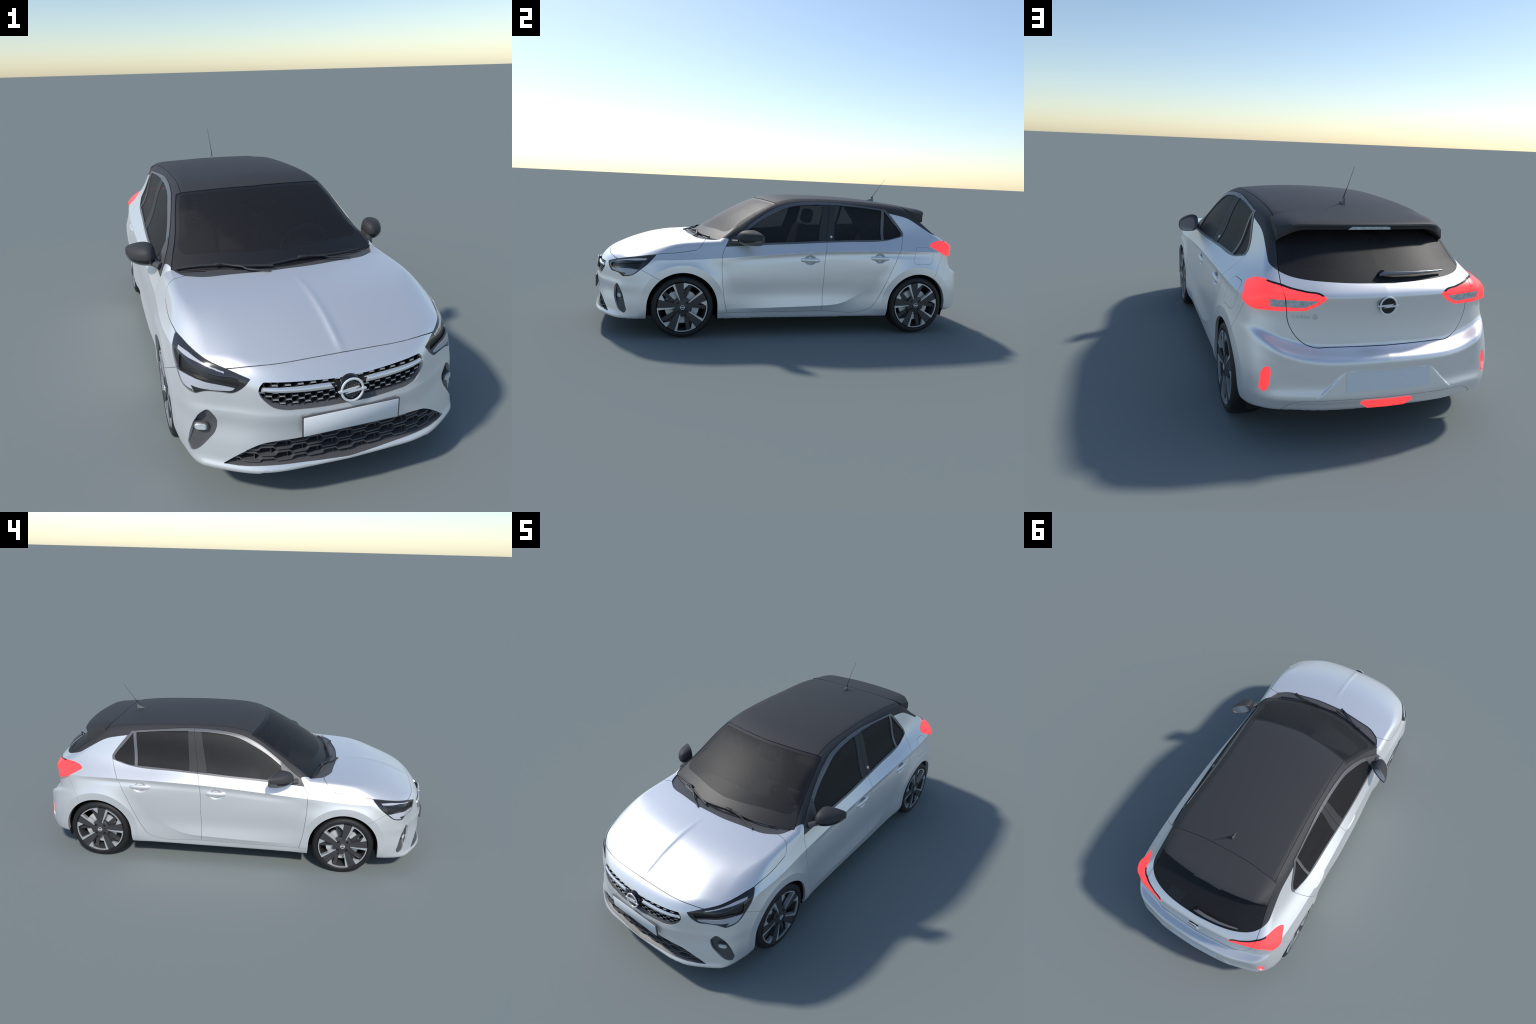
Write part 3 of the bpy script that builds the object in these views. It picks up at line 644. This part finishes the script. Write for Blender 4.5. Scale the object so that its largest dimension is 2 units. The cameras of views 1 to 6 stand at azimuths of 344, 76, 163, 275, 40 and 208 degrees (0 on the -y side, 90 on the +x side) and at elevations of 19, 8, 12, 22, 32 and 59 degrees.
def emblem_data(r, to3, tube_r):
    """ring with a lightning bar; to3 maps (right, up, out)"""
    n, m = 48, 10; rings = []
    for i in range(n):
        a = 2*math.pi*i/n
        rings.append([to3((r+tube_r*math.cos(b))*math.cos(a), (r+tube_r*math.cos(b))*math.sin(a), tube_r*.7*math.sin(b)) for b in np.arange(m)*2*math.pi/m])
    rings.append(rings[0]); ring = loft_data(rings, True, False)
    bolt = [(-1.30,-.02), (-1.26,.09), (.66,.23), (.20,.055), (1.26,.075), (1.30,.02), (1.26,-.09), (-.66,-.23), (-.20,-.055), (-1.26,-.075)]
    return join_data([ring, prism_data([(a*r, b*r) for a, b in bolt], lambda u, v, d: to3(u, v, tube_r*.9-d), tube_r*1.6)])
wd = wheel_data()
capm = emblem_data(.0098, lambda u, v, d: (.4232+d, -u, v), .0011)
def wheel_set(mirror):
    out = {}
    for k, d in list(wd.items())+[('cap', capm)]:
        if mirror: d = flip(d)
        me = bpy.data.meshes.new({'tyre': 'tyre', 'dark': 'wheel', 'bright': 'rim_accent', 'bolts': 'wheel_bolt', 'disc': 'brake_disc', 'cal': 'brake_caliper', 'cap': 'wheel_cap'}[k])
        me.from_pydata([tuple(map(float, p)) for p in d[0]], [], [tuple(map(int, f)) for f in d[1]]); me.update()
        bm = bmesh.new(); bm.from_mesh(me); bmesh.ops.recalc_face_normals(bm, faces=bm.faces); bm.to_mesh(me); bm.free()
        me.shade_smooth(); me.set_sharp_from_angle(angle=math.radians(30))
        me.materials.append({'tyre': RUBBER, 'dark': ALLOY, 'bright': CUTALLOY, 'bolts': GLOSS, 'disc': BRAKE, 'cal': BRAKE, 'cap': BADGE}[k]); out[k] = me
    return out
TRACK = .008
sets = (wheel_set(False), wheel_set(True))
for s_ in sets:
    for wy in (FRONT_WHEEL, REAR_WHEEL):
        w = bpy.data.objects.new('wheel', s_['dark']); bpy.context.scene.collection.objects.link(w); w.parent = car; w.location = (TRACK if s_ is sets[0] else -TRACK, wy, AXLE)
        for k in ('tyre', 'bright', 'bolts', 'disc', 'cal', 'cap'):
            o = bpy.data.objects.new(s_[k].name.split('.')[0], s_[k]); bpy.context.scene.collection.objects.link(o); o.parent = w
# wheel housings
for sx in (1, -1):
    for cy, r in ((FRONT_WHEEL, .1715), (REAR_WHEEL+.003, .170)):
        rings = []
        for xx, rr in ((.428, r), (.36, r), (.318, r-.002), (.314, .145)):
            pts = [(cy-rr-.002, .085)] + [(cy-rr*math.cos(t), AXLE+rr*math.sin(t)) for t in np.linspace(0, math.pi, 33)] + [(cy+rr+.002, .085)]
            rings.append([(sx*xx, a, b) for a, b in pts])
        v, f = loft_data(rings, False, False); n = len(pts); f = f + [tuple(range(3*n, 4*n))]
        v = np.array(v)
        lim = np.array([side_x(np.array([q[1]]), np.array([max(q[2], .10)]))[0]-.008 for q in v[:n]]); v[:n, 0] = sx*lim
        mesh('wheel_housing', v, f, LINER, car)
# ---------------------------------------------------------------- front end
def on_front_face(x, z, d=0.): return (x, float(front_y(np.array([abs(x)]), np.array([z]))[0])+d, z)
gp = R['grille'].poly; gp2 = np.concatenate([gp[gp[:, 0] >= 0]])
def in_grille(x, z, m=0.): return inside(gp, np.array([[abs(x), z]]))[0] < -m
def in_intake(x, z, m=0.): return inside(R['intake'].poly, np.array([[abs(x), z]]))[0] < -m
def backing(name, reg, depth, mat, x_max, z0, z1, parent):
    xs = np.linspace(-x_max, x_max, 41); zs = np.linspace(z0, z1, 6)
    rings = [[on_front_face(x, z_, depth) for x in xs] for z_ in zs]
    return loft(name, rings, mat, parent, close=False, caps=False)
MESHBLACK = material('grille_black', (.03,.03,.032), rough=.35)
grille = backing('grille', None, .030, LINER, .245, .262, .352, car)
s6 = .0108
bars, dashes = [], []
hx = 1.5*s6; hz = math.sqrt(3)*s6
seen = set()
for i in range(-16, 17):
    for j in range(-6, 7):
        cx, cz = i*hx, .309 + j*hz + (hz/2 if i % 2 else 0)
        vs = [(cx+s6*math.cos(math.radians(60*k)), cz+s6*math.sin(math.radians(60*k))) for k in range(6)]
        for k in range(6):
            a, b = vs[k], vs[(k+1) % 6]
            key = tuple(sorted([(round(a[0], 4), round(a[1], 4)), (round(b[0], 4), round(b[1], 4))]))
            if key in seen: continue
            seen.add(key); mx, mz = (a[0]+b[0])/2, (a[1]+b[1])/2
            if not (in_grille(*a, -.001) and in_grille(*b, -.001)) or mz < .2825: continue
            if math.hypot(mx, mz-.309) < .033: continue
            flat = abs(a[1]-b[1]) < 1e-6
            t = .0011
            dx, dz = b[0]-a[0], b[1]-a[1]; L_ = math.hypot(dx, dz); nx, nz = -dz/L_*t, dx/L_*t
            q = [(a[0]+nx, a[1]+nz), (b[0]+nx, b[1]+nz), (b[0]-nx, b[1]-nz), (a[0]-nx, a[1]-nz)]
            bars.append(prism_data(q, lambda u, v, d: on_front_face(u, v, .009+d), .018))
            if flat: dashes.append(prism_data([(a[0]+.0015, a[1]+.0014), (b[0]-.0015, b[1]+.0014), (b[0]-.0015, b[1]-.0014), (a[0]+.0015, a[1]-.0014)], lambda u, v, d: on_front_face(u, v, .0075+d), .003))
o = mesh('grille_mesh', *join_data(bars), MESHBLACK, grille, 20); o['kind'] = 'stuff'
o = mesh('grille_accent', *join_data(dashes), SILVER, grille, 20); o['kind'] = 'stuff'
def ledge(name, reg, lo, hi, depth, parent, z_hi, n=50):
    """plain sill along the lower edge of an opening"""
    xs = np.linspace(-hi, hi, 2*n+1); rings = [[], [], []]
    for x in xs:
        p = reg.poly; low = p[np.argsort(np.abs(p[:, 0]-abs(x)))[:4], 1].min()
        rings[0].append(on_front_face(x, low-.001, .003)); rings[1].append(on_front_face(x, low+z_hi*.75, .012)); rings[2].append(on_front_face(x, low+z_hi, depth))
    return loft(name, rings, PLASTIC, parent, close=False, caps=False)
GL = Spline((0,.2715),(.10,.2725),(.16,.2748),(.19,.279),(.215,.292),(.228,.307))
xs = np.linspace(-.222, .222, 61)
loft('grille_sill', [[on_front_face(x, float(GL(abs(x)))-.001, .003) for x in xs], [on_front_face(x, float(GL(abs(x)))+.009, .011) for x in xs], [on_front_face(x, float(GL(abs(x)))+.012, .028) for x in xs]], PLASTIC, grille, False, False)
# bright bars each side of the emblem
for sx in (1, -1):
    rings = []
    for t in np.linspace(0, 1, 16):
        zc = .3245 + .0045*t; h = .0082-.0028*t*t
        x = .050 + t*.176
        ring = []
        for a in np.arange(10)*2*math.pi/10:
            dz = h*math.sin(a); ring.append(on_front_face(sx*(x + (dz*.7 if t < .02 else (-dz*.5 if t > .98 else 0))), zc+dz, .003-.005*math.cos(a)))
        rings.append(ring)
    loft('grille_bar', rings, CHROME, grille)
loft('grille_bridge', [[on_front_face(x, z_, .008) for x in np.linspace(-.054, .054, 9)] for z_ in (.3165, .3325)], GLOSS, grille, False, False)
# emblem and its housing
EF = (-.989, .3095)
tilt = rx(-6)
def front_emblem(u, v, d):
    p = tilt@np.array((u, -d, v)); return (p[0], EF[0]+p[1], EF[1]+p[2])
hs = lathe_data([(.0001,.012),(.030,.012),(.034,.010),(.0365,.002),(.0375,-.02)], 40)
mesh('emblem_housing', [front_emblem(q[1], q[2], q[0]-.016) for q in hs[0]], hs[1], GLOSS, grille)
mesh('emblem', *emblem_data(.0300, front_emblem, .0034), BADGE, grille)
hexes = []
for i in range(-5, 6):
    for j in range(-6, 7):
        cx, cz = i*.0063, j*.0073+(.00365 if i % 2 else 0)
        if math.hypot(cx, cz) < .0245:
            hexes.append(prism_data([(cx+.0033*math.cos(math.radians(60*k)), cz+.0033*math.sin(math.radians(60*k))) for k in range(6)], lambda u, v, d: front_emblem(u, v, -.0040+d), .0012))
o = mesh('emblem_mesh', *join_data(hexes), PLASTIC, grille, 20); o['kind'] = 'stuff'
# lower intake with stepped slats
intake = backing('air_intake', None, .055, LINER, .335, .10, .205, car)
slats = []
for row in range(6):
    z0 = .128 + row*.0155
    xs = np.arange(-.33, .3301, .004); prof = []
    for x in xs:
        ph = ((x/.084 + .5*(row % 2)) % 1.0)
        tri = step(np.array(ph), .10, .20) - step(np.array(ph), .55, .65)
        zz = z0 + .0075*float(tri); prof.append((x, zz))
    run = []
    for x, zz in prof+[(9, 0)]:
        if x < 9 and in_intake(x, zz, .0015): run.append((x, zz))
        else:
            if len(run) > 3:
                rings = [[on_front_face(a, b-.0018, .007), on_front_face(a, b+.0018, .007), on_front_face(a, b+.003, .048), on_front_face(a, b+.0005, .048)] for a, b in run]
                slats.append(loft_data(rings))
            run = []
for x in np.arange(-.294, .2941, .042):
    zs = [z_ for z_ in np.arange(.112, .2, .003) if in_intake(x, z_, .001)]
    if len(zs) > 3: slats.append(loft_data([[on_front_face(x-.0006, z_, .014), on_front_face(x+.0006, z_, .014), on_front_face(x+.0006, z_, .045), on_front_face(x-.0006, z_, .045)] for z_ in zs]))
o = mesh('intake_slat', *join_data(slats), PLASTIC, intake, 25)
IL = Spline((0,.1100),(.062,.1130),(.161,.1185),(.234,.121),(.29,.119),(.325,.1185))
xs = np.linspace(-.318, .318, 81)
loft('intake_sill', [[on_front_face(x, float(IL(abs(x)))-.0015, .003) for x in xs], [on_front_face(x, float(IL(abs(x)))+.010*(1-(abs(x)/.33)**4), .022) for x in xs], [on_front_face(x, float(IL(abs(x)))+.012*(1-(abs(x)/.33)**4), .05) for x in xs]], PLASTIC, intake, False, False)
# number plates
soft_box('number_plate', (0, -.9915, .2295), (.268, .004, .055), PLATE, bumper_front, .0008, 1)
fr = [box_data((0, -.9895, .2578), (.274, .006, .0022)), box_data((0, -.9895, .2012), (.274, .006, .0022)), box_data((.136, -.9895, .2295), (.0022, .006, .0585)), box_data((-.136, -.9895, .2295), (.0022, .006, .0585))]
mesh('plate_frame', *join_data(fr), PLASTIC, bumper_front)
rings = []
for x in np.linspace(-.134, .134, 21):
    y0, y1 = (float(rear_y(np.array([abs(x)]), np.array([q]))[0]) for q in (.190, .2465))
    rings.append([(x, y0-.003, .190), (x, y0+.0022, .190), (x, y1+.0022, .2465), (x, y1-.003, .2465)])
loft('number_plate', rings, PLATE, bumper_rear)
# fog lamp pockets
def pocket_lift(v): return -.003-.011*step(v[:, 2], .125, .19)*(1-step(v[:, 2], .22, .262))*(1-.35*step(v[:, 0], .37, .405))
fog = panel_pair('fog_pocket', L('fog'), PLASTIC, car, lift=pocket_lift, rim=0)
for sx in (1, -1):
    n_ = np.array((.45*sx, -.893, 0)); t_ = np.array((.893*sx, .45, 0))
    c_ = np.array((sx*.3745, -.868, .204))
    lamp = [(.0165*math.copysign(abs(math.cos(a))**.6, math.cos(a)), .0095*math.copysign(abs(math.sin(a))**.6, math.sin(a))) for a in np.arange(24)*2*math.pi/24]
    for nm, k, d0, m_ in (('fog_bezel', 1.25, .000, PLASTIC), ('fog_lamp', 1.0, .003, CLEAR)):
        rings = [[c_ + t_*u*k*g + np.array((0, 0, 1))*w*k*g + n_*(d0-dd) for u, w in lamp] for g, dd in ((.01, -.001), (.8, -.0005), (1, .002), (1, .025))]
        loft(nm, rings, m_, fog[0 if sx > 0 else 1], caps=True)
# ---------------------------------------------------------------- mirrors, handles
ZT = Spline((0,.519),(.12,.529),(.35,.5345),(.6,.5300),(.85,.5205),(1,.5125)); ZB = Spline((0,.472),(.15,.461),(.4,.4575),(.7,.4610),(.9,.469),(1,.477))
YB = Spline((0,-.256),(.5,-.228),(1,-.197)); YF = Spline((0,-.290),(.15,-.309),(.4,-.310),(.7,-.285),(.9,-.245),(1,-.210))
def mirror_ring(u, grow=1., back=0.):
    x = .394 + .0965*u; zt, zb, yb, yf = float(ZT(u)), float(ZB(u)), float(YB(u)), float(YF(u)); zc = (zt+zb)/2; h = (zt-zb)/2*grow
    pts = []
    for a in np.linspace(-90, 90, 21):
        c, s = math.cos(math.radians(a)), math.sin(math.radians(a))
        pts.append((x, yb+back - (yb+back-yf)*abs(c)**.75, zc + h*math.copysign(abs(s)**.85, s)))
    return pts
for sx, dr in ((1, door_a[0]), (-1, door_a[1])):
    us = np.concatenate([[0, .015, .04], np.linspace(.08, .92, 18), [.96, .985, 1.]])
    rings = []
    for u in us:
        e = min(1, math.sqrt(max(1-(1-min(u, .08)/.08)**2, 0)) if u < .08 else (math.sqrt(max(1-((u-.92)/.08)**2*.55, 0)) if u > .92 else 1)); e = max(e, .02)
        zc = (float(ZT(u))+float(ZB(u)))/2
        rings.append([(sx*p[0], float(YB(u))+(p[1]-float(YB(u)))*(.4+.6*e), zc+(p[2]-zc)*e) for p in mirror_ring(u)])
    R_ = np.array(rings)
    zlo = lambda: None
    cap = R_[:, 8:]; low = R_[:, :8]; strip = R_[:, 7:9]
    mir = loft('mirror', cap, BLACK, car, close=False, caps=False)
    lowv = low.copy(); bottom = loft('mirror_shell', np.concatenate([lowv, R_[:, 8:9]], 1), TRIM, mir, close=False, caps=False)
    st = R_[3:-3, 7:10].copy(); st[:, :, 1] -= .0012; loft('mirror_strip', st, GLOSS, mir, close=False, caps=False)
    # back: bezel and glass
    c0 = R_.mean((0,))[[0, -1]].mean(0)
    edge = np.concatenate([R_[:, -1], R_[::-1, 0]]); cen = edge.mean(0)
    inner = cen + (edge-cen)*.90; inner[:, 1] -= .002; deep = inner.copy(); deep[:, 1] = -.256+.059*(np.abs(deep[:, 0])-.394)/.0965-.003; cen = cen.copy(); cen[1] = -.256+.059*(abs(cen[0])-.394)/.0965-.003
    loft('mirror_bezel', [edge, edge+[0, .002, 0], inner+[0, .003, 0], deep], TRIM, mir, caps=False)
    v, f = loft_data([deep, cen + (deep-cen)*.5, cen+(deep-cen)*.02], True, False); mesh('mirror_glass', v, f, MIRROR, mir)
    arm = [((sx*.385, -.330, .470), .016), ((sx*.400, -.305, .473), .013), ((sx*.415, -.285, .474), .013)]
    v, f = tube_data([a for a, b in arm], [b for a, b in arm], 14, .8); mesh('mirror_arm', v, f, PLASTIC, mir)
for (hy, hz), doors, y0, y1 in ((HANDLES[0], door_a, .010, .120), (HANDLES[1], door_b, .386, .501)):
    for sx, dr in ((1, doors[0]), (-1, doors[1])):
        rings = []
        for t in np.linspace(0, 1, 25):
            yy = y0+(y1-y0)*t; e = math.sqrt(max(1-abs(2*t-1)**6, 0)); hgt = .0112*(.2+.8*e); zc = hz + .0015 - .002*t
            base = float(side_x(np.array([yy]), np.array([hz-.03]))[0]) if False else float(.4225 if hy < .3 else .4240)
            bow = .0150*(1-.25*abs(2*t-1)**2)
            rings.append([(sx*(base - .004 + (bow*e)*(.5+.5*math.cos(a)) - (.004 if t in (0, 1) else 0)), yy, zc+hgt*math.sin(a)*(1 if math.sin(a) > 0 else 1.0)) for a in np.arange(14)*2*math.pi/14])
        loft('door_handle', rings, PAINT, dr)
# ---------------------------------------------------------------- spoiler, antenna, wipers
def spoiler_ring(x):
    e = float(step(np.array(x), .245, .292)); q = max(0, (x-.20)/.088); dr = .022*q**3
    ya = float(ROOF_END(x))+.0012; za = float(cabin_z(np.array([x]), np.array([ya]))[0])+.0008 - .35*dr
    yb = .7915-.43*x*x - .018*e; zb = .6510-.03*x*x-dr
    yc = yb-.004+.008*e; zc = .6285 - .05*x*x - .036*q**2
    yd = .745 - .3*x*x - .004*e; zd = min(.6265 - .05*x*x - .040*q**2, zc)
    prof = [(ya, za-.012), (ya, za), (ya+.35*(yb-ya), za+.42*(zb+.006-za)), (ya+.70*(yb-ya), zb+.0075), (yb-.022, zb+.0035), (yb-.008, zb), (yb-.001, zb-.004), (yb+.0005, zb-.009), (yc-.001, zc+.008), (yc-.002, zc+.003), (yc-.008, zc), (yd, zd), (yd-.03, zd)]
    return [(x, a, b) for a, b in prof]
xs = np.concatenate([np.linspace(0, .22, 14), np.linspace(.23, .288, 12)])
half = [spoiler_ring(x) for x in xs]
full = [[(-p[0], p[1], p[2]) for p in r] for r in half[:0:-1]] + half
spoiler = loft('spoiler', full, BLACK, tailgate, close=True, caps=True, angle=40)
lp = [(-.072,.6265), (.072,.6265), (.066,.6375), (-.060,.6375)]
mesh('brake_light', *prism_data([(.072,.6310), (-.072,.6310), (-.070,.638), (-.062,.6400), (.060,.6400)], lambda u, v, d: (u, .7920-.43*u*u-d, v), .012), CLEAR, tailgate)
fin = []
for t in np.linspace(0, 1, 10):
    yy = .528+.040*t; w = .0075*math.sin(math.pi*min(1, .15+.85*t)*.5)*(1-.25*t); top = .691 + .024*t**2.5; zb = .6815-.09*(yy-.53)*1.1
    fin.append([(-.001-w, yy, zb-.004), (-.001-w*.9, yy, zb+.004), (-.001-w*.35*(1-t*.5), yy, top), (-.001+w*.35*(1-t*.5), yy, top), (-.001+w*.9, yy, zb+.004), (-.001+w, yy, zb-.004)])
antenna = loft('antenna', fin, TRIM, car, angle=60)
mesh('antenna_mast', *tube_data([(-.001,.556,.703), (-.001,.566,.7165), (-.001,.6,.7635), (0,.6385,.817)], [.0022, .0015, .0008, .0006], 8), GLOSS, antenna)
def screen_pt(x, y, lift):
    return (x, y, float(top_z(np.array([abs(x)]), np.array([y]))[0])+lift)
WIPE = material('wiper_rubber', (.03,.03,.032), rough=.5)
for blade, clip, piv in (([(-.345,-.404),(-.28,-.424),(-.208,-.448),(-.12,-.480),(-.047,-.505)], (-.208,-.448), [(-.208,-.448),(-.165,-.470),(-.112,-.512),(-.066,-.535)]),
                         ([(-.063,-.492),(.066,-.478),(.15,-.470),(.222,-.458),(.29,-.434)], (.066,-.478), [(.066,-.478),(.115,-.478),(.180,-.490),(.225,-.505)])):
    wv = tube_data([screen_pt(a, b, .0055) for a, b in flow(blade, closed=False)], .0036, 8, 1.3)
    ob = mesh('windscreen_wiper', *wv, WIPE, car)
    av = tube_data([screen_pt(a, b, .010 if i < 8 else .004) for i, (a, b) in enumerate(flow(piv, closed=False))], .0045, 8, .8)
    mesh('wiper_arm', *av, WIPE, ob); c_ = screen_pt(*clip, .009); soft_box('wiper_clip', c_, (.034, .012, .010), WIPE, ob, .003, 2)
rw = [(.012,.9005,.512), (0,.9005,.517), (-.05,.903,.5175), (-.12,.899,.5175), (-.170,.890,.517), (-.213,.880,.5175)]
ob = mesh('rear_wiper', *tube_data(rw, [.006, .0085, .008, .0065, .005, .0035], 12, .8), material('wiper_gloss', (.20,.20,.21), rough=.2, metal=.4), car)
v, f = lathe_data([(.0001,.012),(.008,.012),(.010,.008),(.010,-.012)], 20); mesh('wiper_hub', [(q[1]+.004, .893+q[0]*.8, .513+q[2]+q[0]*.6) for q in v], f, GLOSS, ob)
# ---------------------------------------------------------------- tail badge and lettering
ER = (.9435, .4315)
def rear_emblem(u, v, d): return (-u, ER[0]+d, ER[1]+v)
v, f = lathe_data([(.0001,.008),(.0225,.008),(.0245,.006),(.0255,-.004)], 40); mesh('badge_disc', [rear_emblem(q[1], q[2], q[0]) for q in v], f, GLOSS, tailgate)
mesh('badge', *emblem_data(.0262, lambda u, v, d: rear_emblem(u, v, d+.009), .0026), BADGE, tailgate)
LETTER = material('letter_silver', (.66,.67,.70), rough=.35, metal=.6)
def lettering(txt, x0, size, z0, stretch=1.):
    cu = bpy.data.curves.new('lettering', 'FONT'); cu.body = txt; cu.size = size; cu.extrude = .0008; cu.space_character = 1.15
    to = bpy.data.objects.new('lettering_source', cu); bpy.context.scene.collection.objects.link(to)
    dg = bpy.context.evaluated_depsgraph_get(); me = bpy.data.meshes.new_from_object(to.evaluated_get(dg)); bpy.data.objects.remove(to)
    co = np.array([q.co for q in me.vertices]); xx = x0 - co[:, 0]*stretch; zz = z0 + co[:, 1]
    yy = rear_y(np.abs(xx), zz) + .0008 + co[:, 2]
    me.vertices.foreach_set('co', np.stack([xx, yy, zz], 1).ravel()); me.update(); me.name = 'lettering'
    return add(me, LETTER, tailgate, 'lettering')
lettering('CORSA', .2825, .0145, .3935, 1.02); lettering('e', .2205, .0165, .3945, 1.1)
v, f = loft_data([[(.2165+(.0068+.0009*math.cos(b))*math.cos(a), 0, .3985+(.0068+.0009*math.cos(b))*math.sin(a)) for b in np.arange(6)*math.pi/3] for a in np.linspace(.5, 6.1, 28)], True, True)
v = [(q[0], float(rear_y(np.array([q[0]]), np.array([q[2]]))[0])+.001+.0006*((i % 6) in (1, 2)), q[2]) for i, q in enumerate(v)]
mesh('lettering_ring', v, f, LETTER, tailgate)
for sx, dr in ((1, door_b[0]), (-1, door_b[1])):
    v, f = lathe_data([(.0001,.002),(.0058,.002),(.0065,0),(.0065,-.004)], 20)
    if sx > 0: mesh('pillar_badge', [(.3695+q[0]*.9+q[2]*-.45, .186+q[1], .505+q[2]) for q in v], f, BADGE, dr)
# ---------------------------------------------------------------- interior
SEAT = material('seat_fabric', (.11,.107,.104), rough=.85, grain=.3, grain_scale=150, bump=.3); DASH = material('dashboard_plastic', (.10,.10,.104), rough=.6, grain=.2, bump=.2, grain_scale=250)  # both base colours lightened so the dim cabin shows through the glass
cabin = soft_box('cabin_floor', (0, .18, .115), (.76, 1.15, .012), INNER, car, .003, 1)
for sx in (1, -1):
    st_ = soft_box('seat', (sx*.185, .02, .235), (.235, .24, .075), SEAT, car, .028, 4, rot=rx(6))
    soft_box('seat_back', (sx*.185, .155, .385), (.225, .075, .29), SEAT, st_, .030, 4, rot=rx(-17), taper=.86)
    soft_box('headrest', (sx*.185, .222, .575), (.125, .05, .085), SEAT, st_, .022, 4, rot=rx(-12), taper=.85)
    for e in (-.022, .022): mesh('headrest_post', *tube_data([(sx*.185+e, .203, .50), (sx*.185+e, .215, .55)], .004, 8), SILVER, st_)
bench = soft_box('seat', (0, .45, .245), (.60, .23, .08), SEAT, car, .028, 4)
soft_box('seat_back', (0, .60, .37), (.60, .07, .26), SEAT, bench, .028, 4, rot=rx(-20), taper=.92)
for cx in (-.17, 0, .17): soft_box('headrest', (cx, .655, .515), (.11, .045, .06), SEAT, bench, .018, 3, rot=rx(-15), taper=.85)
soft_box('parcel_shelf', (0, .755, .455), (.56, .17, .01), INNER, car, .003, 1)
rings = []
for x in np.linspace(-.345, .345, 17):
    q = .25*x*x; hump = .016*math.exp(-((x-.175)/.085)**4)
    rings.append([(x, -.47+q, .30), (x, -.45+q, .452), (x, -.38+q*.8, .468+hump*.4), (x, -.31, .470+hump), (x, -.275, .462+hump), (x, -.262, .42), (x, -.275, .33), (x, -.30, .26)])
dash = loft('dashboard', rings, DASH, car, angle=50)
soft_box('centre_console', (0, -.10, .20), (.10, .42, .14), DASH, dash, .02, 3)
n = 40; rot = rx(-66); sw = []
for i in range(n+1):
    a = 2*math.pi*i/n; sw.append([np.array((.175, -.205, .452)) + rot@np.array(((.085+.0085*math.cos(b))*math.cos(a), (.085+.0085*math.cos(b))*math.sin(a), .0085*math.sin(b))) for b in np.arange(8)*math.pi/4])
wheel_s = loft('steering_wheel', sw, DASH, car, caps=False)
for a0, a1 in ((0, .0), (180, 0), (270, 0)):
    a = math.radians(a0); p0 = np.array((.175,-.205,.452)); p1 = p0+rot@np.array((.082*math.cos(a), .082*math.sin(a), 0)); mesh('steering_spoke', *tube_data([p0, p1], .011, 8, .5), DASH, wheel_s)
mesh('steering_hub', *tube_data([(.175,-.198,.456), (.175,-.225,.444), (.175,-.30,.41)], [.030, .032, .022], 16), DASH, wheel_s)
mir_in = soft_box('interior_mirror', (0, -.150, .595), (.115, .014, .034), GLOSS, windscreen, .006, 3, rot=rx(10))
soft_box('sensor_housing', (0, -.190, .622), (.075, .07, .018), GLOSS, windscreen, .008, 3, rot=rx(-25))
